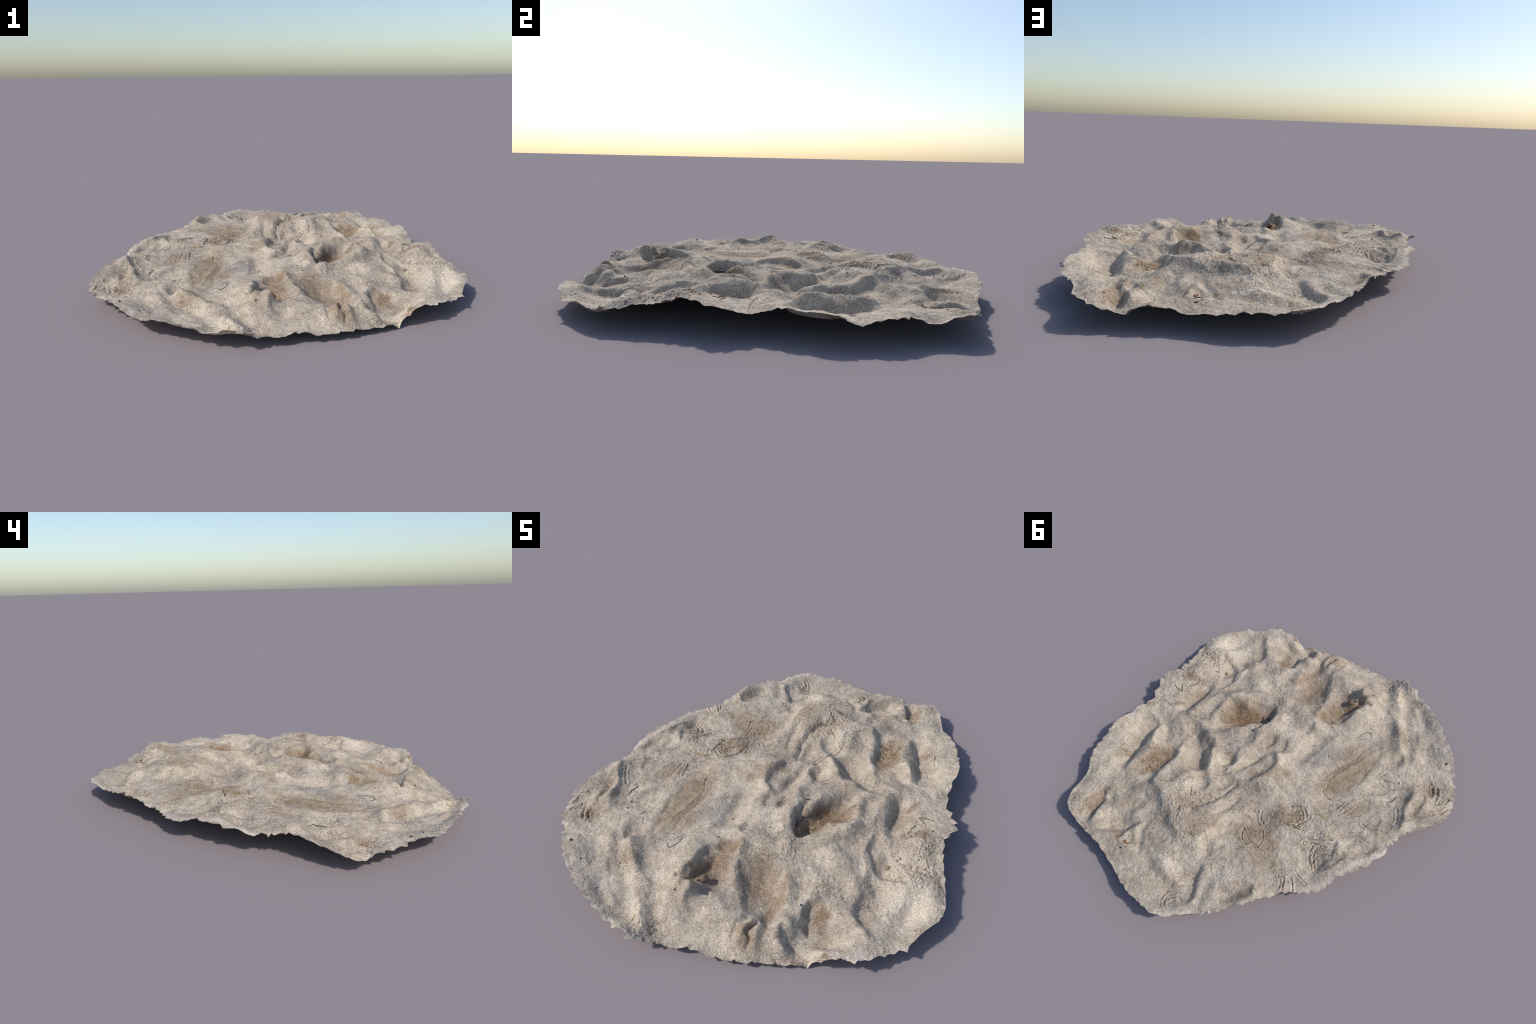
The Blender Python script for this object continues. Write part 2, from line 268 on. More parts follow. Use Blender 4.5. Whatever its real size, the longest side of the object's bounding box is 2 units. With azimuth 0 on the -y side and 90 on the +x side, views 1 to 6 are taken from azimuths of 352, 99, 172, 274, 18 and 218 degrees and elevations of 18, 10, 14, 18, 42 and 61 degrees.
# sharper pieces inside the broad forms
DETAIL = [
    # steep walls of the prints and pits
    scarp("brown_print_wall", along=[(0.490, 0.215), (0.486, 0.270), (0.492, 0.354), (0.477, 0.432), (0.448, 0.520)], drop=0.034, steep=0.014, run=0.055),
    scarp("east_hollow_wall", along=[(0.712, 0.170), (0.700, 0.235), (0.697, 0.320), (0.692, 0.400), (0.662, 0.490)], drop=0.040, steep=0.013, run=0.050),
    scarp("east_hollow_lip", along=[(0.880, 0.140), (0.790, 0.155), (0.720, 0.172), (0.670, 0.215)], drop=0.020, steep=0.015, run=0.045),
    scarp("comma_wall", along=[(0.500, 0.045), (0.440, 0.070), (0.385, 0.098), (0.326, 0.145), (0.302, 0.211), (0.320, 0.280)], drop=0.034, steep=0.019, run=0.060),
    scarp("dimple_wall", along=[(0.245, 0.000), (0.225, 0.045), (0.205, 0.090), (0.190, 0.140)], drop=0.020, steep=0.014, run=0.045),
    scarp("oval_print_wall", along=[(0.095, -0.105), (0.058, -0.080), (0.016, -0.046), (0.000, 0.017), (0.026, 0.090), (0.075, 0.175)], drop=0.030, steep=0.013, run=0.045),
    scarp("shell_pit_wall", along=[(0.255, -0.350), (0.214, -0.285), (0.203, -0.215), (0.215, -0.150), (0.250, -0.110)], drop=0.040, steep=0.009, run=0.050),
    scarp("shell_pit_bank", along=[(0.500, -0.170), (0.455, -0.230), (0.380, -0.265), (0.310, -0.290), (0.245, -0.335)], drop=0.034, steep=0.012, run=0.050),
    scarp("shell_pit_head", along=[(0.260, -0.105), (0.320, -0.085), (0.390, -0.060), (0.450, -0.050), (0.480, -0.090)], drop=0.022, steep=0.012, run=0.045),
    scarp("heel_wall", along=[(0.665, -0.270), (0.632, -0.220), (0.616, -0.155), (0.622, -0.075), (0.650, 0.015), (0.690, 0.045)], drop=0.036, steep=0.019, run=0.060),
    scarp("toe_wall", along=[(0.790, -0.455), (0.700, -0.450), (0.640, -0.430), (0.598, -0.395), (0.562, -0.320), (0.575, -0.240), (0.605, -0.190)], drop=0.030, steep=0.016, run=0.055),
    scarp("low_hollow_wall", along=[(0.690, -0.740), (0.630, -0.715), (0.590, -0.675), (0.560, -0.620), (0.566, -0.550), (0.590, -0.500)], drop=0.030, steep=0.015, run=0.050),
    scarp("front_hole_wall", along=[(0.395, -0.770), (0.366, -0.720), (0.358, -0.675), (0.375, -0.630), (0.420, -0.605)], drop=0.040, steep=0.010, run=0.045),
    scarp("front_hole_bank", along=[(0.440, -0.615), (0.470, -0.650), (0.480, -0.700), (0.470, -0.745)], drop=0.018, steep=0.012, run=0.040),
    scarp("long_print_wall", along=[(0.190, -0.785), (0.150, -0.755), (0.112, -0.710), (0.080, -0.640), (0.060, -0.560)], drop=0.018, steep=0.020, run=0.055),
    scarp("long_print_edge", along=[(0.225, -0.500), (0.250, -0.570), (0.268, -0.660), (0.258, -0.730), (0.225, -0.778), (0.185, -0.785)], drop=0.018, steep=0.010, run=0.045),
    scarp("stone_pit_wall", along=[(-0.195, -0.690), (-0.172, -0.655), (-0.150, -0.600), (-0.140, -0.530), (-0.125, -0.470)], drop=0.032, steep=0.010, run=0.045),
    scarp("stone_pit_lump", along=[(-0.130, -0.790), (-0.095, -0.745), (-0.100, -0.705), (-0.135, -0.685), (-0.180, -0.680)], drop=0.030, steep=0.009, run=0.040),
    scarp("stone_pit_arc", along=[(-0.110, -0.490), (-0.085, -0.455), (-0.040, -0.428), (0.006, -0.452), (0.018, -0.520), (0.005, -0.600)], drop=0.020, steep=0.011, run=0.040),
    scarp("long_ridge_face", along=[(-0.225, -0.955), (-0.265, -0.885), (-0.305, -0.815), (-0.352, -0.735), (-0.402, -0.640), (-0.440, -0.580)], drop=0.022, steep=0.017, run=0.055),
    scarp("outer_ridge_face", along=[(-0.365, -0.880), (-0.420, -0.825), (-0.478, -0.772), (-0.530, -0.690), (-0.560, -0.620)], drop=0.018, steep=0.013, run=0.050),
    scarp("west_print_wall", along=[(-0.680, -0.360), (-0.695, -0.300), (-0.705, -0.230), (-0.738, -0.150), (-0.748, -0.070)], drop=0.024, steep=0.012, run=0.045),
    scarp("west_shelf_wall", along=[(-0.745, -0.390), (-0.770, -0.350), (-0.775, -0.300), (-0.750, -0.250)], drop=0.022, steep=0.010, run=0.035),
    scarp("wheel_wall", along=[(-0.530, 0.130), (-0.550, 0.180), (-0.556, 0.230), (-0.535, 0.290)], drop=0.018, steep=0.010, run=0.040),
    scarp("heart_wall", along=[(-0.320, 0.575), (-0.350, 0.615), (-0.352, 0.660), (-0.320, 0.710)], drop=0.024, steep=0.011, run=0.040),
    scarp("ring_wall", along=[(-0.055, 0.640), (-0.075, 0.685), (-0.095, 0.750), (-0.125, 0.815), (-0.135, 0.870)], drop=0.022, steep=0.011, run=0.040),
    scarp("rear_hollow_wall", along=[(0.385, 0.690), (0.375, 0.740), (0.382, 0.790), (0.400, 0.840)], drop=0.024, steep=0.012, run=0.040),
    scarp("mound_back", along=[(0.440, 0.470), (0.380, 0.515), (0.300, 0.560), (0.210, 0.605), (0.120, 0.635)], drop=0.036, steep=0.025, run=0.085),
    scarp("cleft_wall", along=[(0.600, 0.870), (0.598, 0.810), (0.612, 0.750), (0.632, 0.685), (0.650, 0.630)], drop=-0.034, steep=0.013, run=0.050),
    scarp("plain_step", along=[(-0.005, -0.400), (-0.022, -0.350), (-0.012, -0.300), (0.020, -0.265)], drop=0.016, steep=0.014, run=0.045),
    scarp("dent_wall", along=[(0.060, -0.200), (0.036, -0.165), (0.030, -0.125), (0.050, -0.090)], drop=0.014, steep=0.010, run=0.035),
    # lumps and furrows of the trampled mound
    crest("lobe", along=[(0.240, 0.450), (0.197, 0.327), (0.160, 0.235)], width=0.030, rise=0.010, power=0.8),
    crest("furrow", along=[(0.235, 0.484), (0.168, 0.440), (0.130, 0.367), (0.105, 0.276), (0.100, 0.205)], width=0.016, rise=-0.018, power=0.8),
    crest("lobe", along=[(0.135, 0.443), (0.105, 0.343), (0.066, 0.256)], width=0.024, rise=0.008),
    crest("furrow", along=[(0.064, 0.450), (0.039, 0.353), (0.033, 0.256)], width=0.018, rise=-0.012),
    crest("lobe", along=[(0.215, 0.520), (0.153, 0.531), (0.126, 0.575)], width=0.030, rise=0.010),
    crest("furrow", along=[(0.173, 0.480), (0.124, 0.472), (0.078, 0.455)], width=0.016, rise=-0.012),
    crest("lobe", along=[(0.036, 0.580), (0.018, 0.473), (0.000, 0.375), (-0.047, 0.309)], width=0.026, rise=0.009, power=0.8),
    crest("crack", along=[(0.240, 0.500), (0.214, 0.543), (0.184, 0.553), (0.174, 0.583), (0.131, 0.600), (0.085, 0.584)], width=0.008, rise=-0.008),
    crest("furrow", along=[(0.290, 0.462), (0.330, 0.400), (0.328, 0.325), (0.284, 0.261), (0.211, 0.191)], width=0.018, rise=-0.010),
    crest("rear_rib", along=[(0.345, 0.690), (0.340, 0.730), (0.315, 0.775)], width=0.018, rise=0.008),
    crest("rear_furrow", along=[(0.325, 0.660), (0.300, 0.734), (0.270, 0.790)], width=0.018, rise=-0.008),
    crest("sharp_rim", along=[(0.190, 0.150), (0.178, 0.070), (0.170, -0.010), (0.165, -0.070)], width=0.020, rise=0.008, power=0.7),
    crest("sharp_rim", along=[(0.560, -0.250), (0.545, -0.310), (0.550, -0.380), (0.575, -0.450)], width=0.018, rise=0.008, power=0.7),
    crest("east_furrow", along=[(0.800, 0.405), (0.840, 0.420), (0.885, 0.432)], width=0.010, rise=-0.006),
    crest("bank_line", along=[(0.165, -0.200), (0.152, -0.260), (0.168, -0.310)], width=0.008, rise=0.004),
    # folds and creases of the western half
    oval("west_dent", at=(-0.500, -0.125), length=0.055, width=0.030, turn=35, rise=-0.012, power=1.3),
    scarp("west_crease", along=[(-0.420, -0.140), (-0.503, -0.192), (-0.566, -0.249), (-0.619, -0.319), (-0.680, -0.365)], drop=-0.014, steep=0.010, run=0.035),
    crest("west_fold", along=[(-0.420, 0.020), (-0.460, -0.070), (-0.472, -0.125)], width=0.018, rise=0.007, power=0.8),
    oval("west_notch", at=(-0.677, 0.095), length=0.045, width=0.026, turn=60, rise=-0.014, power=1.4),
    crest("west_fold", along=[(-0.463, 0.160), (-0.536, 0.140), (-0.584, 0.075), (-0.650, 0.030)], width=0.020, rise=0.008, power=0.8),
    scarp("crust_step", along=[(0.010, 0.115), (-0.034, 0.137), (-0.062, 0.124), (-0.100, 0.078)], drop=-0.008, steep=0.005, run=0.030),
    crest("west_fold", along=[(-0.618, -0.134), (-0.657, -0.103), (-0.660, -0.040)], width=0.018, rise=0.008, power=0.8),
    crest("west_fold", along=[(-0.548, 0.352), (-0.590, 0.275), (-0.622, 0.215), (-0.668, 0.178)], width=0.016, rise=0.008, power=0.8),
    crest("west_furrow", along=[(-0.520, 0.320), (-0.560, 0.245), (-0.598, 0.190)], width=0.014, rise=-0.010),
    crest("smear_streak", along=[(-0.345, -0.490), (-0.318, -0.330), (-0.262, -0.190)], width=0.012, rise=-0.005),
    crest("smear_streak", along=[(-0.393, -0.462), (-0.368, -0.380), (-0.330, -0.270), (-0.300, -0.180)], width=0.012, rise=0.005),
    scarp("smear_edge", along=[(-0.200, -0.420), (-0.155, -0.310), (-0.135, -0.180), (-0.140, -0.080)], drop=-0.008, steep=0.014, run=0.045),
    scarp("smear_bank", along=[(-0.380, -0.130), (-0.430, -0.240), (-0.430, -0.370), (-0.438, -0.480)], drop=-0.010, steep=0.012, run=0.040),
    scarp("thumb_wall", along=[(-0.515, -0.545), (-0.540, -0.490), (-0.535, -0.430), (-0.510, -0.400)], drop=0.012, steep=0.009, run=0.032),
    crest("outer_fold", along=[(-0.633, -0.690), (-0.665, -0.680), (-0.705, -0.685)], width=0.020, rise=0.008, power=0.8),
    # worm castings on the front slope
    crest("casting", along=[(0.118, -0.866), (0.126, -0.815), (0.148, -0.770)], width=0.013, rise=-0.012),
    crest("casting", along=[(0.148, -0.882), (0.156, -0.830), (0.174, -0.790)], width=0.014, rise=0.011),
    crest("casting", along=[(0.182, -0.888), (0.188, -0.862), (0.172, -0.842), (0.196, -0.790)], width=0.007, rise=-0.018),
    crest("casting", along=[(0.216, -0.880), (0.212, -0.835), (0.212, -0.795)], width=0.015, rise=0.013),
    oval("casting_knob", at=(0.106, -0.876), length=0.018, width=0.015, turn=0, rise=0.006),
    crest("front_gully", along=[(0.303, -0.785), (0.315, -0.820), (0.340, -0.858), (0.360, -0.905)], width=0.018, rise=-0.020),
    # small dents
    oval("heart_lobe", at=(-0.285, 0.690), length=0.034, width=0.022, turn=20, rise=-0.007, power=1.6),
    oval("knot", at=(-0.068, 0.535), length=0.020, width=0.016, turn=30, rise=-0.014),
    crest("west_step", along=[(-0.700, 0.050), (-0.685, 0.140), (-0.610, 0.200), (-0.565, 0.300)], width=0.012, rise=-0.008),
    oval("thumb_dent", at=(-0.515, -0.500), length=0.045, width=0.022, turn=65, rise=-0.012),
    crest("pit_ray", along=[(-0.145, -0.665), (-0.190, -0.676)], width=0.011, rise=-0.018),
    crest("pit_ray", along=[(-0.100, -0.690), (-0.045, -0.715)], width=0.010, rise=-0.012),
]

# pressed sole marks: fine grooves, (kind, width, depth, path)
GROOVES = [
    ("groove", 0.0035, 0.0045, [(-0.226, 0.412), (-0.160, 0.408), (-0.098, 0.372)]),
    ("groove", 0.0035, 0.0045, [(-0.204, 0.366), (-0.149, 0.372), (-0.089, 0.352)]),
    ("groove", 0.0035, 0.0040, [(-0.169, 0.438), (-0.135, 0.432), (-0.112, 0.405), (-0.099, 0.376)]),
    ("groove", 0.0035, 0.0035, [(-0.223, 0.413), (-0.217, 0.367), (-0.189, 0.328)]),
    ("groove", 0.0035, 0.0035, [(-0.189, 0.328), (-0.142, 0.349), (-0.088, 0.348)]),
    ("groove", 0.0040, 0.0035, [(-0.159, 0.286), (-0.132, 0.277), (-0.109, 0.235)]),
    ("groove", 0.0040, 0.0030, [(-0.146, 0.303), (-0.117, 0.290), (-0.090, 0.244)]),
    ("raised_line", 0.0035, -0.0035, [(-0.110, 0.285), (-0.100, 0.262), (-0.070, 0.258), (-0.055, 0.275)]),
    ("groove", 0.0040, 0.0050, [(-0.516, 0.318), (-0.481, 0.281), (-0.472, 0.229), (-0.506, 0.205)]),
    ("groove", 0.0040, 0.0050, [(-0.510, 0.335), (-0.460, 0.286), (-0.450, 0.224), (-0.507, 0.180)]),
    ("groove", 0.0040, 0.0040, [(-0.489, 0.331), (-0.447, 0.277)]),
    ("groove", 0.0040, 0.0050, [(-0.481, 0.146), (-0.434, 0.200), (-0.393, 0.255)]),
    ("groove", 0.0040, 0.0050, [(-0.504, 0.157), (-0.461, 0.189), (-0.406, 0.226)]),
    ("groove", 0.0040, 0.0040, [(-0.399, -0.080), (-0.383, -0.054), (-0.352, -0.039), (-0.314, -0.045), (-0.295, -0.065), (-0.302, -0.077), (-0.297, -0.107)]),
    ("groove", 0.0040, 0.0030, [(-0.387, -0.026), (-0.363, -0.042), (-0.322, -0.025)]),
    ("groove", 0.0045, 0.0045, [(-0.596, -0.361), (-0.568, -0.337), (-0.519, -0.321)]),
    ("groove", 0.0045, 0.0045, [(-0.600, -0.309), (-0.555, -0.294), (-0.510, -0.298)]),
    ("groove", 0.0045, 0.0035, [(-0.574, -0.394), (-0.521, -0.384), (-0.500, -0.346)]),
    ("groove", 0.0050, 0.0060, [(-0.782, -0.468), (-0.804, -0.432), (-0.808, -0.396)]),
    ("groove", 0.0050, 0.0055, [(-0.759, -0.457), (-0.781, -0.426), (-0.778, -0.395)]),
    ("groove", 0.0050, 0.0055, [(-0.879, -0.443), (-0.851, -0.426), (-0.835, -0.382)]),
    ("groove", 0.0050, 0.0055, [(-0.895, -0.400), (-0.872, -0.356), (-0.837, -0.303)]),
    ("groove", 0.0045, 0.0045, [(-0.719, -0.121), (-0.706, -0.165), (-0.677, -0.214)]),
    ("groove", 0.0040, 0.0035, [(-0.726, -0.194), (-0.700, -0.183)]),
    ("groove", 0.0045, 0.0055, [(-0.658, -0.039), (-0.623, -0.020), (-0.577, -0.024)]),
    ("raised_line", 0.0045, -0.0035, [(-0.492, -0.093), (-0.471, -0.014), (-0.457, 0.012)]),
    ("raised_line", 0.0045, -0.0035, [(-0.436, -0.083), (-0.430, -0.009)]),
    ("groove", 0.0045, 0.0035, [(-0.541, -0.063), (-0.501, -0.015)]),
    ("groove", 0.0045, 0.0045, [(-0.449, 0.496), (-0.435, 0.465), (-0.414, 0.461)]),
    ("groove", 0.0045, 0.0045, [(-0.442, 0.512), (-0.428, 0.482), (-0.404, 0.472)]),
    ("groove", 0.0045, 0.0045, [(-0.510, 0.494), (-0.466, 0.445), (-0.440, 0.444)]),
    ("groove", 0.0040, 0.0045, [(-0.331, 0.195), (-0.258, 0.231), (-0.197, 0.287)]),
    ("groove", 0.0040, 0.0035, [(-0.300, 0.129), (-0.237, 0.174), (-0.166, 0.215)]),
    ("groove", 0.0050, 0.0045, [(-0.323, 0.124), (-0.280, 0.092), (-0.219, 0.122), (-0.164, 0.192)]),
    ("groove", 0.0040, 0.0035, [(-0.067, 0.910), (-0.051, 0.910), (-0.050, 0.887), (-0.063, 0.876)]),
    ("groove", 0.0040, 0.0040, [(-0.053, 0.928), (-0.026, 0.918), (-0.027, 0.890), (-0.049, 0.863)]),
    ("groove", 0.0045, 0.0040, [(-0.062, 0.730), (-0.023, 0.770), (0.009, 0.831)]),
    ("groove", 0.0045, 0.0040, [(-0.027, 0.736), (0.005, 0.764), (0.022, 0.799)]),
    ("groove", 0.0035, 0.0060, [(0.190, 0.575), (0.205, 0.550), (0.212, 0.520)]),
    ("groove", 0.0035, 0.0060, [(0.235, 0.420), (0.300, 0.330), (0.325, 0.312)]),
    ("groove", 0.0040, 0.0040, [(-0.037, 0.899), (-0.032, 0.874), (-0.059, 0.850), (-0.094, 0.856)]),
    ("groove", 0.0040, 0.0040, [(-0.039, 0.928), (-0.017, 0.887), (-0.031, 0.851), (-0.059, 0.827)]),
    ("groove", 0.0040, 0.0040, [(0.020, 0.781), (-0.011, 0.752), (-0.056, 0.737), (-0.097, 0.733)]),
    ("groove", 0.0040, 0.0035, [(-0.036, 0.951), (-0.002, 0.907), (0.002, 0.861)]),
    ("groove", 0.0045, 0.0060, [(-0.833, -0.384), (-0.830, -0.411), (-0.844, -0.429), (-0.869, -0.440)]),
    ("groove", 0.0045, 0.0055, [(-0.833, -0.384), (-0.855, -0.402), (-0.869, -0.440)]),
    ("groove", 0.0045, 0.0050, [(-0.841, -0.308), (-0.870, -0.327), (-0.886, -0.394)]),
    ("groove", 0.0040, 0.0045, [(-0.493, -0.333), (-0.536, -0.329), (-0.598, -0.354)]),
    ("groove", 0.0040, 0.0035, [(-0.475, -0.381), (-0.493, -0.395), (-0.484, -0.419)]),
    ("groove", 0.0040, 0.0045, [(-0.172, 0.219), (-0.194, 0.155), (-0.236, 0.111), (-0.287, 0.079)]),
    ("groove", 0.0035, 0.0035, [(-0.266, 0.106), (-0.297, 0.120), (-0.318, 0.156)]),
    ("groove", 0.0050, 0.0055, [(-0.246, 0.231), (-0.307, 0.214), (-0.321, 0.169), (-0.343, 0.118)]),
    ("groove", 0.0040, 0.0055, [(-0.391, 0.245), (-0.422, 0.216), (-0.476, 0.184)]),
    ("groove", 0.0040, 0.0050, [(-0.411, 0.250), (-0.441, 0.225), (-0.481, 0.217)]),
    ("groove", 0.0040, 0.0050, [(-0.463, 0.280), (-0.470, 0.246), (-0.524, 0.207)]),
    ("groove", 0.0040, 0.0050, [(-0.497, 0.300), (-0.492, 0.275), (-0.509, 0.247), (-0.541, 0.229)]),
    ("groove", 0.0040, 0.0040, [(-0.446, 0.395), (-0.489, 0.410), (-0.539, 0.417)]),
    ("groove", 0.0040, 0.0045, [(-0.398, 0.469), (-0.433, 0.471), (-0.459, 0.514)]),
    ("groove", 0.0040, 0.0040, [(-0.524, 0.116), (-0.574, 0.066), (-0.658, 0.049)]),
    ("groove", 0.0035, 0.0040, [(-0.529, 0.065), (-0.591, 0.044), (-0.637, 0.036)]),
    ("groove", 0.0040, 0.0050, [(0.321, 0.314), (0.261, 0.245), (0.202, 0.162)]),
    ("groove", 0.0040, 0.0045, [(-0.064, 0.617), (-0.104, 0.583), (-0.141, 0.569)]),
    ("groove", 0.0040, 0.0045, [(-0.075, 0.644), (-0.106, 0.616), (-0.158, 0.605)]),
    ("groove", 0.0040, 0.0050, [(0.849, 0.420), (0.796, 0.409), (0.799, 0.341)]),
    ("groove", 0.0040, 0.0045, [(0.839, 0.030), (0.777, 0.031), (0.726, 0.040)]),
    ("groove", 0.0040, 0.0045, [(0.765, -0.166), (0.729, -0.208), (0.682, -0.227)]),
]

# crumbly ground: (x, y, reach, strength)
RUBBLE = [
    (0.13, 0.42, 0.13, 0.9), (0.24, 0.50, 0.12, 0.8), (0.10, 0.56, 0.10, 0.9), (0.30, 0.38, 0.08, 0.5),
    (0.575, 0.40, 0.075, 1.1), (0.60, 0.30, 0.05, 0.8),
    (0.78, -0.25, 0.12, 0.9), (0.80, -0.38, 0.09, 1.0), (0.70, -0.42, 0.07, 0.5),
    (-0.76, -0.43, 0.06, 1.0), (-0.46, -0.63, 0.05, 0.6), (-0.45, 0.18, 0.10, 0.5), (-0.30, 0.14, 0.08, 0.6),
    (0.10, 0.70, 0.09, 0.5), (0.30, -0.21, 0.05, 0.6), (0.24, -0.42, 0.06, 0.6),
    (0.55, -0.55, 0.09, 0.5), (0.40, -0.52, 0.10, 0.45), (-0.24, -0.95, 0.06, 0.9), (0.70, -0.78, 0.06, 0.6), (0.63, 0.72, 0.10, 0.5),
]


# ---------------------------------------------------------------- noise
def lattice(ix, iy, seed):
    h = (ix.astype(np.int64) * 374761393 + iy.astype(np.int64) * 668265263 + seed * 974711) & 0x7FFFFFFF
    h = ((h ^ (h >> 13)) * 1274126177) & 0x7FFFFFFF
    return ((h ^ (h >> 16)) & 0xFFFF) / 65535.0 * 2 * math.pi


def gradient_noise(x, y, seed=0):
    ix, iy = np.floor(x), np.floor(y)
    fx, fy = x - ix, y - iy
    u, v = fx ** 3 * (fx * (fx * 6 - 15) + 10), fy ** 3 * (fy * (fy * 6 - 15) + 10)

    def corner(dx, dy):
        a = lattice(ix + dx, iy + dy, seed)
        return np.cos(a) * (fx - dx) + np.sin(a) * (fy - dy)
    low = corner(0, 0) * (1 - u) + corner(1, 0) * u
    high = corner(0, 1) * (1 - u) + corner(1, 1) * u
    return 1.5 * (low * (1 - v) + high * v)


def fractal(x, y, scale, octaves, seed):
    total, gain = np.zeros_like(x), 1.0
    for k in range(octaves):
        total += gain * gradient_noise(x * scale, y * scale, seed + k)
        scale, gain = scale * 2.03, gain * 0.5
    return total


def smooth_path(path, per=6):
    p = [path[0]] + list(path) + [path[-1]]
    out = []
    for i in range(1, len(p) - 2):
        for k in range(per):
            f = k / per
            q = []
            for c in (0, 1):
                a, b, d, e = p[i - 1][c], p[i][c], p[i + 1][c], p[i + 2][c]
                q.append(b + 0.5 * f * (d - a + f * (2 * a - 5 * b + 4 * d - e + f * (3 * (b - d) + e - a))))
            out.append(tuple(q))
    out.append(tuple(path[-1]))
    return out


def terrain(x, y):
    """Height of the sand surface at any (x, y) inside the rim."""
    angle, r = np.arctan2(y, x), np.hypot(x, y)
    radius, torn_z = rim_torn(angle)
    even, rim_z = rim_smooth(angle)
    inset = np.clip(even - r, 0, None)
    z = LEVEL + (rim_z - LEVEL) * np.exp(-((inset / 0.13) ** 2)) + (torn_z - rim_z) * np.exp(-((np.clip(radius - r, 0, None) / 0.014) ** 2))
    free = 1 - np.exp(-((inset / 0.05) ** 2))
    warp_x = x + 0.006 * fractal(x, y, 14, 2, 71)
    warp_y = y + 0.006 * fractal(x, y, 14, 2, 83)
    for piece in RELIEF:
        z = z + piece[1](warp_x, warp_y) * free
    for piece in DETAIL:
        z = z + piece[1](warp_x, warp_y) * free
    # wind-worn undulation and grain
    calm = np.exp(-(((x + 0.22) / 0.30) ** 2 + ((y + 0.22) / 0.34) ** 2)) + np.exp(-(((x + 0.05) / 0.20) ** 2 + ((y + 0.86) / 0.10) ** 2))
    lively = np.clip(1 - 0.75 * calm, 0.2, 1)
    folds = fractal(warp_x * 1.0 + 0.35 * warp_y, warp_y, 10.5, 3, 5)
    z = z + (0.0028 * folds + 0.0040 * (np.abs(fractal(x, y, 12.5, 2, 61)) - 0.30)) * free * lively
    z = z + 0.0016 * fractal(x, y, 52, 3, 21) * (0.5 + 0.5 * lively)
    # creases that run with the folds
    crease = 1 - np.abs(fractal(warp_x, warp_y, 19, 2, 91)) / 0.055
    z = z - 0.0022 * np.clip(crease, 0, 1) * lively * np.clip(fractal(x, y, 5, 1, 17) + 0.35, 0, 1)
    # crumbly clods
    mask = np.zeros_like(x)
    for cx, cy, reach, strength in RUBBLE:
        mask = np.maximum(mask, strength * np.exp(-(((x - cx) ** 2 + (y - cy) ** 2) / reach ** 2)))
    clods = np.abs(fractal(x, y, 34, 3, 41))
    z = z + mask * (0.0085 * (clods - 0.35) + 0.0030 * fractal(x, y, 95, 2, 47))
    # the tops of the mounds are trodden flat
    z = np.where(z > 0.168, 0.168 + 0.35 * (z - 0.168), z)
    # sole marks
    for _, width, depth, path in GROOVES:
        path = smooth_path(path)
        xs, ys = [p[0] for p in path], [p[1] for p in path]
        pad = 0.03
        near = (x > min(xs) - pad) & (x < max(xs) + pad) & (y > min(ys) - pad) & (y < max(ys) + pad)
        if near.any():
            d = path_distance(x[near], y[near], path)
            z[near] -= depth * (np.exp(-((d / width) ** 2)) - 0.45 * np.exp(-(((d - 2.1 * width) / width) ** 2)))
    return z


# ---------------------------------------------------------------- mesh helpers
def new_mesh(name, verts, quads, tris=None):
    mesh = bpy.data.meshes.new(name)
    tris = np.zeros((0, 3), int) if tris is None else tris
    loops = np.concatenate([quads.ravel(), tris.ravel()]).astype(np.int32)
    starts = np.concatenate([np.arange(len(quads)) * 4, len(quads) * 4 + np.arange(len(tris)) * 3]).astype(np.int32)
    mesh.vertices.add(len(verts))
    mesh.vertices.foreach_set("co", np.ascontiguousarray(verts, np.float32).ravel())
    mesh.loops.add(len(loops))
    mesh.loops.foreach_set("vertex_index", loops)
    mesh.polygons.add(len(starts))
    mesh.polygons.foreach_set("loop_start", starts)
    mesh.update(calc_edges=True)
    mesh.polygons.foreach_set("use_smooth", np.ones(len(starts), bool))
    return mesh


def add_object(name, mesh, parent, material):
    obj = bpy.data.objects.new(name, mesh)
    bpy.context.scene.collection.objects.link(obj)
    obj.parent = parent
    if material is not None:
        mesh.materials.append(material)
    return obj


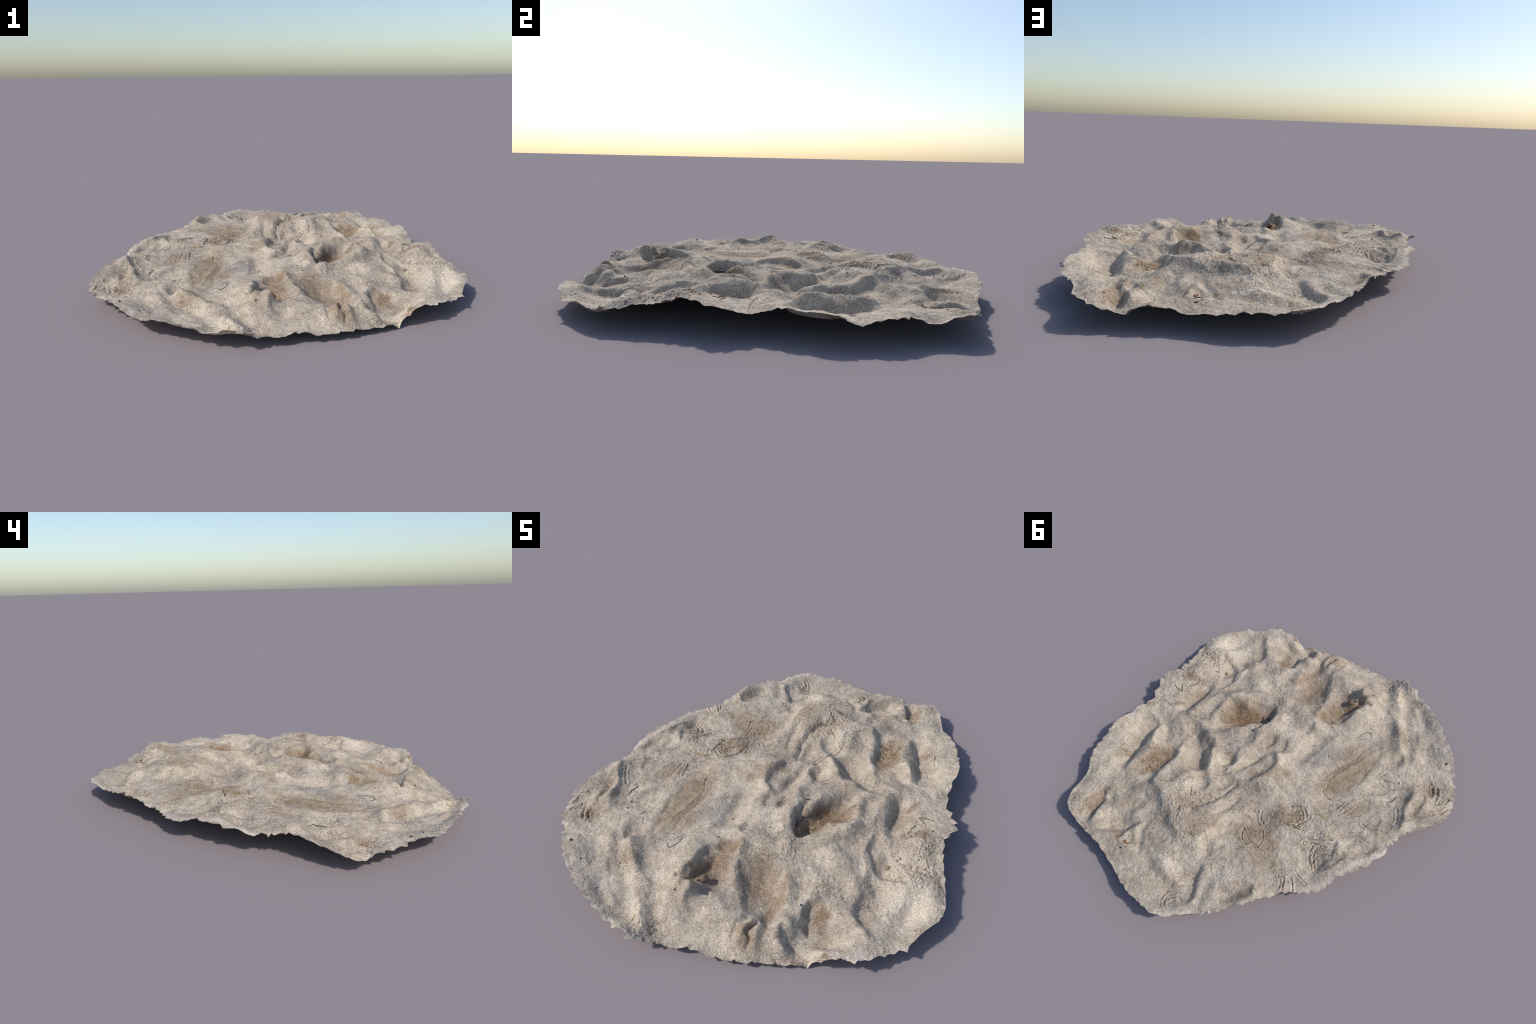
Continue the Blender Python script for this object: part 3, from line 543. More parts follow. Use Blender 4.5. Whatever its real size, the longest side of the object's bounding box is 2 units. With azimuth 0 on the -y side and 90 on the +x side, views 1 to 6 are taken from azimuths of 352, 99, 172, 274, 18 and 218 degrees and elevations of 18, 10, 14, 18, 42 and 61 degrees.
# ---------------------------------------------------------------- materials
class Nodes:
    """Small helper that chains shader nodes."""

    def __init__(self, name):
        self.mat = bpy.data.materials.new(name)
        self.mat.use_nodes = True
        self.tree = self.mat.node_tree
        self.tree.nodes.clear()
        self.out = self.tree.nodes.new("ShaderNodeOutputMaterial")
        self.bsdf = self.tree.nodes.new("ShaderNodeBsdfPrincipled")
        self.tree.links.new(self.bsdf.outputs[0], self.out.inputs[0])
        self.coord = self.tree.nodes.new("ShaderNodeTexCoord").outputs["Object"]

    def link(self, a, b):
        if hasattr(a, "is_output"):
            self.tree.links.new(a, b)
        else:
            b.default_value = a

    def math(self, op, a, b=0.0, clamp=False):
        n = self.tree.nodes.new("ShaderNodeMath")
        n.operation, n.use_clamp = op, clamp
        self.link(a, n.inputs[0])
        self.link(b, n.inputs[1])
        return n.outputs[0]

    def noise(self, scale, detail=2.0, rough=0.5, vector=None):
        n = self.tree.nodes.new("ShaderNodeTexNoise")
        n.inputs["Scale"].default_value = scale
        n.inputs["Detail"].default_value = detail
        n.inputs["Roughness"].default_value = rough
        self.link(vector or self.coord, n.inputs["Vector"])
        return n.outputs["Fac"], n.outputs["Color"]

    def span(self, value, lo, hi, to_lo=0.0, to_hi=1.0, smooth=True):
        n = self.tree.nodes.new("ShaderNodeMapRange")
        n.interpolation_type = "SMOOTHSTEP" if smooth else "LINEAR"
        self.link(value, n.inputs["Value"])
        for key, v in (("From Min", lo), ("From Max", hi), ("To Min", to_lo), ("To Max", to_hi)):
            n.inputs[key].default_value = v
        return n.outputs["Result"]

    def mix(self, fac, a, b, blend="MIX"):
        n = self.tree.nodes.new("ShaderNodeMix")
        n.data_type, n.blend_type = "RGBA", blend
        self.link(fac, n.inputs[0])
        self.link(a if hasattr(a, "is_output") else (*a, 1.0), n.inputs[6])
        self.link(b if hasattr(b, "is_output") else (*b, 1.0), n.inputs[7])
        return n.outputs[2]

    def grey(self, value):
        n = self.tree.nodes.new("ShaderNodeCombineColor")
        for i in range(3):
            self.link(value, n.inputs[i])
        return n.outputs[0]

    def warped(self, amount, scale):
        _, colour = self.noise(scale, 2.0)
        sub = self.tree.nodes.new("ShaderNodeVectorMath")
        sub.operation = "SUBTRACT"
        self.link(colour, sub.inputs[0])
        sub.inputs[1].default_value = (0.5, 0.5, 0.5)
        mul = self.tree.nodes.new("ShaderNodeVectorMath")
        mul.operation = "MULTIPLY_ADD"
        self.link(sub.outputs[0], mul.inputs[0])
        mul.inputs[1].default_value = (amount, amount, 0)
        self.link(self.coord, mul.inputs[2])
        return mul.outputs[0]

    def patch(self, vector, at, length, width, turn, hard=0.35):
        """Soft elliptical mask, 1 inside."""
        m = self.tree.nodes.new("ShaderNodeMapping")
        m.vector_type = "TEXTURE"
        m.inputs["Location"].default_value = (at[0], at[1], 0)
        m.inputs["Rotation"].default_value = (0, 0, math.radians(turn))
        m.inputs["Scale"].default_value = (length, width, 100)
        self.link(vector, m.inputs["Vector"])
        n = self.tree.nodes.new("ShaderNodeVectorMath")
        n.operation = "LENGTH"
        self.link(m.outputs[0], n.inputs[0])
        return self.span(n.outputs["Value"], hard, 1.15, 1.0, 0.0)

    def bump(self, height, strength, distance):
        n = self.tree.nodes.new("ShaderNodeBump")
        n.inputs["Strength"].default_value = strength
        n.inputs["Distance"].default_value = distance
        self.link(height, n.inputs["Height"])
        self.link(n.outputs[0], self.bsdf.inputs["Normal"])


# colour patches on the sand: (at, length, width, turn, strength)
DAMP_AND_PIT_SHADE = [  # damp brown sand, and baked shade of the pits painted in
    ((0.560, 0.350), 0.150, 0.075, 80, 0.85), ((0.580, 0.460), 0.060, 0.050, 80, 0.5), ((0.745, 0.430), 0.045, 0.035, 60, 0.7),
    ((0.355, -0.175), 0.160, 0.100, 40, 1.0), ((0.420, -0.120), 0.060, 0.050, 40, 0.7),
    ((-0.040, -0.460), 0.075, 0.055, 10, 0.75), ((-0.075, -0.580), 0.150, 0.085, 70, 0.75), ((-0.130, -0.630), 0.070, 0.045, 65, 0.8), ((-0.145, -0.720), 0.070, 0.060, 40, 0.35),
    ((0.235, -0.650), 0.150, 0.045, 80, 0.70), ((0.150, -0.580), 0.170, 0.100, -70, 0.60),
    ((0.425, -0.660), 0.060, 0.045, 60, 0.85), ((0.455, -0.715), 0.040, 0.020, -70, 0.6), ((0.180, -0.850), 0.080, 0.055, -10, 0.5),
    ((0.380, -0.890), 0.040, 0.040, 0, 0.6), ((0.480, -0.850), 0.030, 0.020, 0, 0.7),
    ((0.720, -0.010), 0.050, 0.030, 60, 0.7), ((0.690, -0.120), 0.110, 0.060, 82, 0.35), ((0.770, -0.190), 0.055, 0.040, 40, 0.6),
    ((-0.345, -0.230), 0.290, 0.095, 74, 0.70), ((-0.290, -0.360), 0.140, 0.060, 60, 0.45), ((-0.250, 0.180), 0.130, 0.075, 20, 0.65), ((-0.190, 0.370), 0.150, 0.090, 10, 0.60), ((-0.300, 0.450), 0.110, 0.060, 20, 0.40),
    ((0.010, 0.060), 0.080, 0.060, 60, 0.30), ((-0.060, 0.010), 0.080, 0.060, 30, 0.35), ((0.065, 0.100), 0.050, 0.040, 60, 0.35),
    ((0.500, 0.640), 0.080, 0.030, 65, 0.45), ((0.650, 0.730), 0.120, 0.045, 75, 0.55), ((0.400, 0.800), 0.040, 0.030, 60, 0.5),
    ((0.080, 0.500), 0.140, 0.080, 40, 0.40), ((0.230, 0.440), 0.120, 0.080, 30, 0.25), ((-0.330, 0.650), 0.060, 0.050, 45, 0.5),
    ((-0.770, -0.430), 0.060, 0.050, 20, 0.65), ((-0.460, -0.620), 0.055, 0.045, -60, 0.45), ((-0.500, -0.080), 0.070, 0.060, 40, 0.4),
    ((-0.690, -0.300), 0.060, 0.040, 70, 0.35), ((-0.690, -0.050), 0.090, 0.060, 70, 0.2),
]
PALE_LIT = [  # pale colour painted in for sunlit bits of sand
    ((0.070, -0.240), 0.080, 0.060, 20, 0.55), ((0.130, -0.300), 0.060, 0.030, 0, 0.5), ((0.400, -0.410), 0.080, 0.060, 40, 0.35),
    ((0.760, -0.560), 0.170, 0.110, 50, 0.70), ((0.270, 0.340), 0.100, 0.060, 60, 0.25), ((0.850, 0.450), 0.100, 0.060, 80, 0.30),
    ((0.820, 0.020), 0.080, 0.070, 0, 0.35), ((-0.600, 0.050), 0.100, 0.060, 50, 0.25), ((0.090, 0.760), 0.080, 0.050, 0, 0.45),
    ((-0.370, -0.800), 0.120, 0.040, -60, 0.35), ((-0.150, 0.640), 0.120, 0.060, 30, 0.35),
]
PALE_SCAN_STRIPS = [  # smooth white strips near the rim, scan artefacts copied as pale colour
    ((-0.660, 0.215), 0.120, 0.020, 62, 0.55), ((-0.800, -0.130), 0.080, 0.016, -70, 0.35), ((-0.560, 0.420), 0.070, 0.022, 55, 0.40),
    ((-0.740, 0.080), 0.090, 0.022, 76, 0.9), ((-0.620, 0.320), 0.110, 0.022, 62, 0.45), ((-0.355, -0.968), 0.030, 0.028, 60, 0.8),
    ((-0.700, -0.735), 0.038, 0.040, 40, 0.8), ((-0.450, -0.900), 0.060, 0.016, -32, 0.5), ((0.615, -0.835), 0.045, 0.032, -60, 0.7),
    ((0.870, 0.225), 0.035, 0.030, 0, 0.5), ((-0.745, -0.560), 0.040, 0.018, 20, 0.7), ((-0.780, -0.530), 0.030, 0.014, 15, 0.5),
]
COOL_GREY = [
    ((-0.180, -0.230), 0.180, 0.070, 62, 0.55), ((-0.560, -0.780), 0.140, 0.080, -42, 0.35), ((-0.660, -0.650), 0.090, 0.060, 10, 0.45),
    ((0.400, 0.560), 0.120, 0.060, 40, 0.35), ((0.150, -0.700), 0.100, 0.050, -60, 0.35), ((0.560, -0.570), 0.080, 0.050, 40, 0.4),
    ((-0.250, -0.970), 0.070, 0.040, 0, 0.6), ((0.240, -0.020), 0.120, 0.060, 50, 0.30), ((-0.300, -0.480), 0.080, 0.060, 30, 0.45),
    ((-0.050, 0.900), 0.120, 0.080, 40, 0.35), ((-0.560, 0.400), 0.120, 0.040, 55, 0.35), ((0.640, 0.120), 0.100, 0.050, 0, 0.25),
]


def sand_material():
    n = Nodes("trodden_sand")
    w = n.warped(0.075, 11.0)
    broad, _ = n.noise(5.5, 4.0, 0.58)
    mottle, _ = n.noise(24.0, 5.0, 0.62, w)
    colour = n.mix(n.span(broad, 0.38, 0.62), (0.575, 0.485, 0.382), (0.43, 0.36, 0.29))
    colour = n.mix(n.span(mottle, 0.38, 0.66, 0.0, 0.55), colour, (0.30, 0.232, 0.165))

    def tint_patches(colour, patches, tint):
        mask = None
        for at, length, width, turn, strength in patches:
            here = w
            if mask is not None:  # evaluate the patches one after another, not all at once
                step = n.tree.nodes.new("ShaderNodeVectorMath")
                step.operation = "MULTIPLY_ADD"
                n.link(mask, step.inputs[0])
                step.inputs[1].default_value = (1e-7, 1e-7, 0)
                n.link(w, step.inputs[2])
                here = step.outputs[0]
            m = n.math("MULTIPLY", n.patch(here, at, length, width, turn), strength)
            mask = m if mask is None else n.math("MAXIMUM", mask, m)
        mask = n.math("MULTIPLY", mask, n.span(mottle, 0.25, 0.6, 0.65, 1.1))
        return n.mix(mask, colour, tint)
    colour = tint_patches(colour, COOL_GREY, (0.36, 0.322, 0.285))
    colour = tint_patches(colour, PALE_LIT, (0.67, 0.58, 0.47))
    colour = tint_patches(colour, DAMP_AND_PIT_SHADE, (0.235, 0.155, 0.09))
    # grain: single light and dark sand grains
    grain, _ = n.noise(270.0, 2.0, 0.75)
    coarse, _ = n.noise(120.0, 3.0, 0.65)
    colour = n.mix(1.0, colour, n.grey(n.span(grain, 0.30, 0.70, 0.55, 1.45, False)), "MULTIPLY")
    colour = n.mix(1.0, colour, n.grey(n.span(coarse, 0.30, 0.70, 0.80, 1.18, False)), "MULTIPLY")
    _, tint = n.noise(260.0, 2.0)
    colour = n.mix(0.22, colour, tint, "SOFT_LIGHT")
    flecks, _ = n.noise(210.0, 1.0, 0.6)
    colour = n.mix(n.span(flecks, 0.62, 0.70, 0.0, 0.70), colour, (0.10, 0.078, 0.060))
    cells = n.tree.nodes.new("ShaderNodeTexVoronoi")
    cells.feature = "DISTANCE_TO_EDGE"
    cells.inputs["Scale"].default_value = 26.0
    n.link(n.warped(0.10, 17.0), cells.inputs["Vector"])
    where, _ = n.noise(6.0, 2.0)
    crack = n.math("MULTIPLY", n.span(cells.outputs["Distance"], 0.0, 0.035, 1.0, 0.0), n.span(where, 0.50, 0.62, 0.0, 0.7))
    pale_grain, _ = n.noise(240.0, 1.0, 0.6, n.warped(0.3, 3.0))  # scattered pale grains of sand
    colour = n.mix(n.span(pale_grain, 0.63, 0.72, 0.0, 0.6), colour, (0.78, 0.72, 0.62))
    colour = n.mix(crack, colour, (0.15, 0.115, 0.085))
    colour = tint_patches(colour, PALE_SCAN_STRIPS, (0.62, 0.535, 0.45))
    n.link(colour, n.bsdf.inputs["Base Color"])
    n.bsdf.inputs["Roughness"].default_value = 0.95
    n.bsdf.inputs["Specular IOR Level"].default_value = 0.12
    height = n.math("SUBTRACT", n.math("ADD", n.math("MULTIPLY", grain, 0.5), coarse), n.math("MULTIPLY", crack, 0.6))
    n.bump(height, 0.75, 0.0035)
    return n.mat


def plain_material(name, colour, other, scale, rough=0.8):
    n = Nodes(name)
    fac, _ = n.noise(scale, 4.0, 0.6)
    n.link(n.mix(n.span(fac, 0.35, 0.65), colour, other), n.bsdf.inputs["Base Color"])
    n.bsdf.inputs["Roughness"].default_value = rough
    n.bump(fac, 0.4, 0.002)
    return n.mat


SAND = sand_material()
STONE = plain_material("stone_brown", (0.30, 0.17, 0.09), (0.10, 0.085, 0.075), 45)
SHELL = plain_material("shell_cream", (0.52, 0.42, 0.30), (0.33, 0.25, 0.17), 90, 0.55)
WHITE = plain_material("shell_white", (0.80, 0.82, 0.88), (0.65, 0.66, 0.72), 200, 0.35)
SLATE = plain_material("dark_slab", (0.060, 0.050, 0.044), (0.13, 0.11, 0.095), 60)
DARK = plain_material("charred_wood", (0.030, 0.024, 0.020), (0.075, 0.058, 0.045), 120)
WOOD = plain_material("drift_wood", (0.110, 0.075, 0.050), (0.200, 0.140, 0.090), 160)
STRAW = plain_material("dry_straw", (0.42, 0.28, 0.09), (0.30, 0.19, 0.07), 160)
LEAF = plain_material("rust_leaf", (0.33, 0.12, 0.03), (0.20, 0.08, 0.03), 130)
CLAY = plain_material("sand_clod", (0.33, 0.27, 0.20), (0.22, 0.17, 0.125), 130, 0.95)

# ---------------------------------------------------------------- the sand crust
ROOT = bpy.data.objects.new("sand_patch", None)
bpy.context.scene.collection.objects.link(ROOT)
ROOT["label"] = "buckled patch of trodden beach sand with footprints"
ROOT["category"] = "sand ground"

AROUND, ACROSS = 2200, 330
theta = np.linspace(-math.pi, math.pi, AROUND, endpoint=False)
edge_r, edge_z = rim_torn(theta)
share = (np.arange(1, ACROSS + 1) / ACROSS) ** 0.92
gx = share[:, None] * (edge_r * np.cos(theta))[None, :]
gy = share[:, None] * (edge_r * np.sin(theta))[None, :]
gz = terrain(gx.copy(), gy.copy())
cz = terrain(np.zeros(1), np.zeros(1))[0]
floor = gz.min()
LIFT = 0.0008 - floor
gz = gz + LIFT
verts = np.concatenate([[[0.0, 0.0, cz + LIFT]], np.stack([gx, gy, gz], -1).reshape(-1, 3)])


def ring(i):
    return 1 + i * AROUND


col = np.arange(AROUND)
nxt = (col + 1) % AROUND
quads = np.concatenate([np.stack([ring(i) + col, ring(i + 1) + col, ring(i + 1) + nxt, ring(i) + nxt], -1) for i in range(ACROSS - 1)])
tris = np.stack([np.zeros(AROUND, int), ring(0) + col, ring(0) + nxt], -1)
whole = new_mesh("whole_surface", verts, quads, tris)
normals = np.empty(len(verts) * 3, np.float32)
whole.vertices.foreach_get("normal", normals)
normals = normals.reshape(-1, 3)
bpy.data.meshes.remove(whole)

# which stretch of the surface belongs to which mark in the sand
MARKS = {
    "footprint": ["brown_print", "east_hollow", "comma_hollow", "oval_print", "heel_print", "toe_hollow", "low_hollow", "long_print", "smear"],
    "pit": ["stone_pit", "shell_pit", "front_hole", "heart_hole"],
    "tread_mark": ["tread_hollow", "wheel_print", "ring_print", "corner_dip", "west_dip"],
    "sand_mound": ["rubble_mound", "pit_lump", "castings"],
}
PLACES = {p[0]: p for p in RELIEF}
centre = verts[quads].mean(1)
label = np.zeros(len(quads), int)
labels = ["sand_bed"]
for kind, names in MARKS.items():
    for key in names:
        if key not in PLACES:
            continue
        _, _, _, at, length, width, turn = PLACES[key]
        a = math.radians(turn)
        u = ((centre[:, 0] - at[0]) * math.cos(a) + (centre[:, 1] - at[1]) * math.sin(a)) / length
        v = (-(centre[:, 0] - at[0]) * math.sin(a) + (centre[:, 1] - at[1]) * math.cos(a)) / width
        labels.append(kind)
        label[(u * u + v * v < 1.0) & (label == 0)] = len(labels) - 1


def surface_part(name, q, t):
    used = np.unique(np.concatenate([q.ravel(), t.ravel()]))
    back = np.full(len(verts), -1)
    back[used] = np.arange(len(used))
    mesh = new_mesh(name, verts[used], back[q], back[t])
    mesh.normals_split_custom_set_from_vertices(normals[used])
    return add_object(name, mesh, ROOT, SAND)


none = np.zeros((0, 3), int)
for i, kind in enumerate(labels):
    if (label == i).any():
        surface_part(kind, quads[label == i], tris if i == 0 else none)

# underside: follows the crust a few millimetres below and meets it at the torn edge
steps = list(range(ACROSS - 1, 0, -4))
deep = gz.copy()
for s in (1, 2, 3, 4):
    deep[s:] = np.minimum(deep[s:], gz[:-s])
    deep[:-s] = np.minimum(deep[:-s], gz[s:])
rings = [verts[1:].reshape(ACROSS, AROUND, 3)[-1]]
for k, i in enumerate(steps):
    inset = 0.998 if k == 0 else 1.0
    drop = 0.0008 if k == 0 else min(0.0030, 0.0010 + 0.0004 * k)
    level = gz[i] if k == 0 else deep[i]
    rings.append(np.stack([gx[i] * inset, gy[i] * inset, np.maximum(level - drop, 0.0002)], -1))
count = len(rings)
low = np.concatenate([np.concatenate(rings), [[0, 0, cz + LIFT - 0.0030]]])
lq = np.concatenate([np.stack([k * AROUND + col, k * AROUND + nxt, (k + 1) * AROUND + nxt, (k + 1) * AROUND + col], -1)[:, ::-1] for k in range(count - 1)])
lt = np.stack([(count - 1) * AROUND + nxt, (count - 1) * AROUND + col, np.full(AROUND, len(low) - 1)], -1)
add_object("crust_underside", new_mesh("crust_underside", low, lq, lt), ROOT, SAND)


# ---------------------------------------------------------------- debris
def ground(x, y):
    return float(terrain(np.array([x], float), np.array([y], float))[0]) + LIFT


def lump_mesh(name, seed, rough=0.18, rings_=10, segs=16):
    """A closed, knobbly pebble of unit radius."""
    r = np.random.default_rng(seed)
    phase = r.random(6) * 6.28
    pts = [(0, 0, -1)]
    for i in range(1, rings_):
        lat = -math.pi / 2 + math.pi * i / rings_
        for j in range(segs):
            lon = 2 * math.pi * j / segs
            k = 1 + rough * (math.sin(2 * lon + phase[0]) * math.cos(lat + phase[1]) + 0.6 * math.sin(3 * lon + 2 * lat + phase[2]) + 0.4 * math.sin(5 * lat + phase[3]))
            pts.append((k * math.cos(lat) * math.cos(lon), k * math.cos(lat) * math.sin(lon), k * math.sin(lat)))
    pts.append((0, 0, 1))
    c = np.arange(segs)
    d = (c + 1) % segs
    q = np.concatenate([np.stack([1 + i * segs + c, 1 + i * segs + d, 1 + (i + 1) * segs + d, 1 + (i + 1) * segs + c], -1) for i in range(rings_ - 2)])
    t = np.concatenate([np.stack([np.zeros(segs, int), 1 + d, 1 + c], -1), np.stack([np.full(segs, len(pts) - 1), len(pts) - 1 - segs + c, len(pts) - 1 - segs + d], -1)])
    return new_mesh(name, np.array(pts, float), q, t)


def place(name, mesh, x, y, size, material, turn=0.0, tilt=(0.0, 0.0), sink=0.35, z=None):
    obj = add_object(name, mesh, ROOT, None)
    if not mesh.materials:
        mesh.materials.append(material)
    obj.scale = size
    obj.rotation_euler = (tilt[0], tilt[1], math.radians(turn))
    obj.location = (x, y, (ground(x, y) + size[2] * (1 - 2 * sink)) if z is None else z)
    return obj


def stick_mesh(name, path, thick, lift=0.6, taper=0.5):
    """A thin tapering tube laid over the sand along an (x, y) path."""
    pts = smooth_path(path, 5)
    centre_line = [np.array((x, y, ground(x, y) + thick * lift)) for x, y in pts]
    sides, out = 6, []
    for i, p in enumerate(centre_line):
        a, b = centre_line[max(i - 1, 0)], centre_line[min(i + 1, len(pts) - 1)]
        along = (b - a) / np.linalg.norm(b - a)
        side = np.cross(along, (0, 0, 1.0))
        side /= np.linalg.norm(side)
        up = np.cross(side, along)
        f = i / (len(pts) - 1)
        rad = thick * (1 - taper * abs(2 * f - 1) ** 2)
        for k in range(sides):
            w = 2 * math.pi * k / sides
            out.append(p + rad * (math.cos(w) * side + math.sin(w) * up))
    c = np.arange(sides)
    d = (c + 1) % sides
    q = np.concatenate([np.stack([i * sides + c, i * sides + d, (i + 1) * sides + d, (i + 1) * sides + c], -1) for i in range(len(pts) - 1)])
    last = (len(pts) - 1) * sides
    t = []
    for k in range(1, sides - 1):
        t.append((0, k + 1, k))
        t.append((last, last + k, last + k + 1))
    return new_mesh(name, np.array(out), q, np.array(t))


pebble = lump_mesh("pebble", 3)
place("stone", lump_mesh("stone", 5, 0.14, 14, 22), -0.086, -0.648, (0.021, 0.016, 0.016), STONE, turn=20, sink=0.12)
place("pebble", pebble, -0.106, -0.668, (0.007, 0.006, 0.006), STONE, turn=60, sink=0.2)
place("shell", lump_mesh("shell", 8, 0.10, 14, 22), 0.239, -0.160, (0.011, 0.022, 0.010), SHELL, turn=-14, tilt=(0.5, 0.1), z=0.121)
place("shell_fragment", lump_mesh("shell_fragment", 9, 0.12, 12, 20), 0.258, -0.182, (0.010, 0.030, 0.004), SLATE, turn=-38, tilt=(0.35, 0.6), z=0.108)
place("stone_slab", lump_mesh("stone_slab", 10, 0.14, 12, 20), 0.226, -0.225, (0.006, 0.034, 0.004), SLATE, turn=-12, tilt=(0.2, 1.0), z=0.104)  # flat dark stone slabs leaning in the shell pit
place("stone_slab", bpy.data.objects["stone_slab"].data, 0.236, -0.262, (0.009, 0.026, 0.005), SLATE, turn=24, tilt=(-0.1, 0.8), z=0.092)
for x, y, s, t in [(0.290, -0.213, 0.009, 10), (0.322, -0.213, 0.008, 50), (0.655, -0.364, 0.010, 30), (0.726, -0.205, 0.008, 0), (0.108, -0.305, 0.004, 0), (0.69, -0.335, 0.006, 20), (0.70, -0.325, 0.006, 80)]:
    place("clod", pebble.copy() if x == 0.290 else bpy.data.objects["clod"].data, x, y, (s * 1.3, s, s * 0.7), CLAY, turn=t, sink=0.35)
bpy.data.objects["clod"].data.materials.clear()
bpy.data.objects["clod"].data.materials.append(CLAY)

TWIGS = [
    ("twig", DARK, 0.0022, [(-0.636, -0.279), (-0.630, -0.242), (-0.612, -0.215)]),
    ("twig", DARK, 0.0016, [(-0.316, -0.506), (-0.312, -0.524), (-0.290, -0.531), (-0.268, -0.500), (-0.262, -0.475)]),
    ("twig", WOOD, 0.0014, [(-0.296, -0.482), (-0.278, -0.462), (-0.262, -0.440)]),
    ("twig", WOOD, 0.0014, [(-0.272, -0.486), (-0.256, -0.450)]),
    ("twig", STRAW, 0.0028, [(-0.420, 0.072), (-0.390, 0.077), (-0.368, 0.072), (-0.345, 0.090)]),
    ("twig", DARK, 0.0018, [(-0.106, -0.432), (-0.101, -0.414)]),
    ("twig", DARK, 0.0028, [(0.222, -0.122), (0.246, -0.106)]),
    ("twig", DARK, 0.0024, [(0.322, 0.793), (0.331, 0.808), (0.343, 0.812), (0.352, 0.826)]),
    ("twig", DARK, 0.0022, [(0.334, 0.842), (0.345, 0.848), (0.352, 0.840)]),
    ("twig", WOOD, 0.0020, [(0.318, 0.822), (0.327, 0.832)]),
    ("grass_blade", STRAW, 0.0022, [(0.537, 0.686), (0.548, 0.698), (0.558, 0.706)]),
    ("grass_blade", STRAW, 0.0022, [(-0.306, -0.902), (-0.302, -0.888), (-0.297, -0.876)]),
    ("twig", WOOD, 0.0026, [(0.789, -0.118), (0.768, -0.094), (0.748, -0.073)]),  # tube added where a dark stick imprint lies
    ("twig", WOOD, 0.0022, [(0.823, -0.084), (0.785, -0.076), (0.752, -0.076)]),
    ("twig", WOOD, 0.0022, [(0.745, -0.130), (0.728, -0.155), (0.712, -0.190)]),
    ("twig", DARK, 0.0014, [(0.452, -0.110), (0.470, -0.100)]),
    ("twig", DARK, 0.0022, [(-0.345, 0.204), (-0.320, 0.210), (-0.300, 0.204)]),
]
for name, material, thick, path in TWIGS:
    add_object(name, stick_mesh(name, path, thick), ROOT, material)

# a curled scrap of leaf
leaf_pts, leaf_faces = [], []
for i in range(7):
    f = i / 6
    half = 0.0048 * math.sin(math.pi * (0.08 + 0.88 * f))
    for j in (-1, 0, 1):
        leaf_pts.append((0.020 * (f - 0.5), j * half, 0.003 * abs(j) + 0.004 * math.sin(3 * f)))
top = len(leaf_pts)
leaf_pts += [(x, y, z - 0.0010) for x, y, z in leaf_pts]
for i in range(6):
    for j in range(2):
        a = i * 3 + j
        leaf_faces.append((a, a + 3, a + 4, a + 1))
        leaf_faces.append((top + a, top + a + 1, top + a + 4, top + a + 3))
    for j, flip in ((0, False), (2, True)):
        a = i * 3 + j
        q = (a, top + a, top + a + 3, a + 3)
        leaf_faces.append(q[::-1] if flip else q)
for a in (0, 18):
    for j in range(2):
        q = (a + j, a + j + 1, top + a + j + 1, top + a + j)
        leaf_faces.append(q if a == 0 else q[::-1])
leaf = add_object("leaf_scrap", new_mesh("leaf_scrap", np.array(leaf_pts), np.array(leaf_faces)), ROOT, LEAF)
leaf.location = (0.347, 0.808, ground(0.347, 0.808) + 0.003)
leaf.rotation_euler = (0.2, -0.1, 0.5)

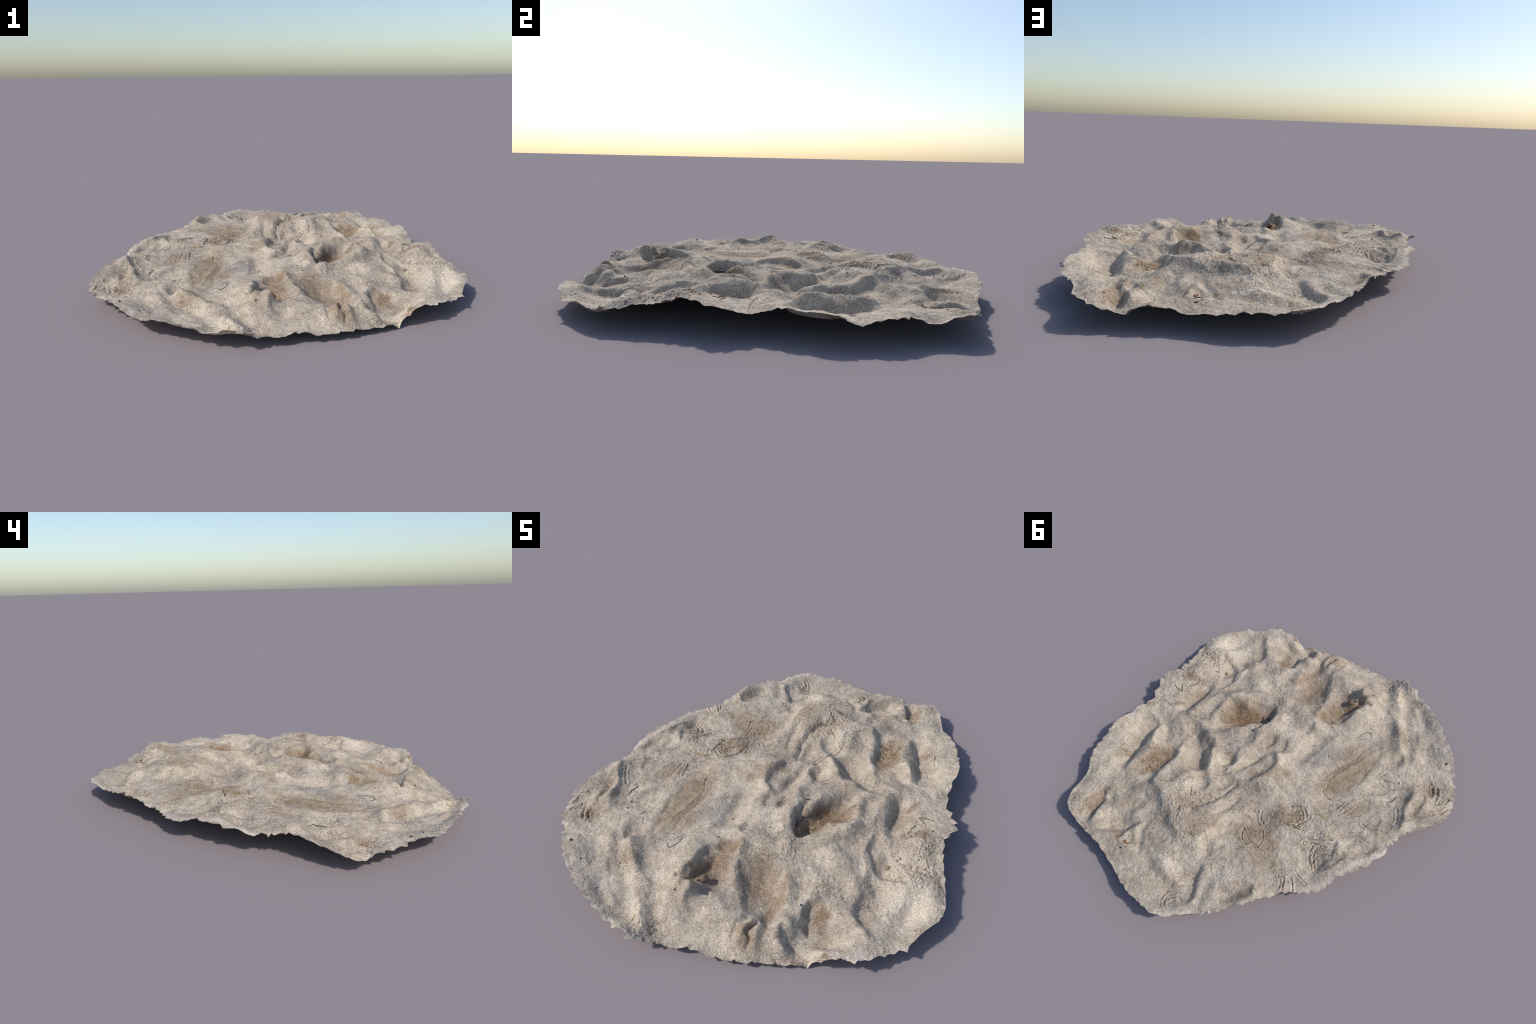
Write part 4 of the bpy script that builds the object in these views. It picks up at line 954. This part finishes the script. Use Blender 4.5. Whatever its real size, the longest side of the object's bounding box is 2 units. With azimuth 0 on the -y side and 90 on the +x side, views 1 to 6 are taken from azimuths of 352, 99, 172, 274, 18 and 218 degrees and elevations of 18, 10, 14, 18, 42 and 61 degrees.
# white and dark grains big enough to see
white = lump_mesh("white_grain", 14, 0.2, 6, 8)
white.materials.append(WHITE)
for x, y in [(-0.014, -0.320), (0.008, -0.777), (-0.589, -0.766), (-0.528, -0.800), (-0.398, -0.309), (0.241, -0.350), (0.538, 0.387), (0.732, 0.556), (0.756, 0.434), (0.780, 0.616), (-0.194, 0.245), (0.790, 0.462), (0.742, 0.082), (-0.288, -0.923), (0.870, -0.531), (0.365, 0.470)]:
    s = random.uniform(0.0022, 0.0034)
    place("white_grain", white, x, y, (s * 1.4, s, s), WHITE, turn=random.uniform(0, 180), sink=0.2)
dark = lump_mesh("dark_grain", 15, 0.2, 6, 8)
dark.materials.append(DARK)
for x, y, s in [(0.343, -0.656, 0.0036), (-0.749, -0.619, 0.0048), (-0.662, -0.689, 0.003), (-0.087, -0.280, 0.0028), (-0.170, -0.751, 0.0035), (0.345, 0.846, 0.0035)]:
    place("dark_grain", dark, x, y, (s * 1.5, s, s), DARK, turn=random.uniform(0, 180), sink=0.25)

# loose crumbs of sand, too many to pick apart
crumb_v, crumb_q, crumb_t, base = [], [], [], 0
unit = lump_mesh("crumb_unit", 21, 0.22, 5, 7)
uv = np.array([v.co[:] for v in unit.vertices])
uq = np.array([p.vertices[:] for p in unit.polygons if len(p.vertices) == 4])
ut = np.array([p.vertices[:] for p in unit.polygons if len(p.vertices) == 3])
bpy.data.meshes.remove(unit)
spots = []
for cx, cy, reach, strength in RUBBLE:
    for _ in range(int(34 * strength)):
        a, d = random.uniform(0, 6.283), reach * math.sqrt(random.random())
        spots.append((cx + d * math.cos(a), cy + d * math.sin(a)))
spots = [(x, y) for x, y in spots if math.hypot(x, y) < float(rim_smooth(np.array([math.atan2(y, x)]))[0][0]) - 0.03]
heights = terrain(np.array([s[0] for s in spots]), np.array([s[1] for s in spots])) + LIFT
for (x, y), z in zip(spots, heights):
    s = random.uniform(0.0018, 0.0050)
    w = random.uniform(0, 6.283)
    rot = np.array([[math.cos(w), -math.sin(w), 0], [math.sin(w), math.cos(w), 0], [0, 0, 1]])
    crumb_v.append((uv * (s * 1.3, s, s * 0.8)) @ rot.T + (x, y, z + s * 0.1))
    crumb_q.append(uq + base)
    crumb_t.append(ut + base)
    base += len(uv)
crumbs = add_object("sand_crumbs", new_mesh("sand_crumbs", np.concatenate(crumb_v), np.concatenate(crumb_q), np.concatenate(crumb_t)), ROOT, SAND)
crumbs["kind"] = "stuff"
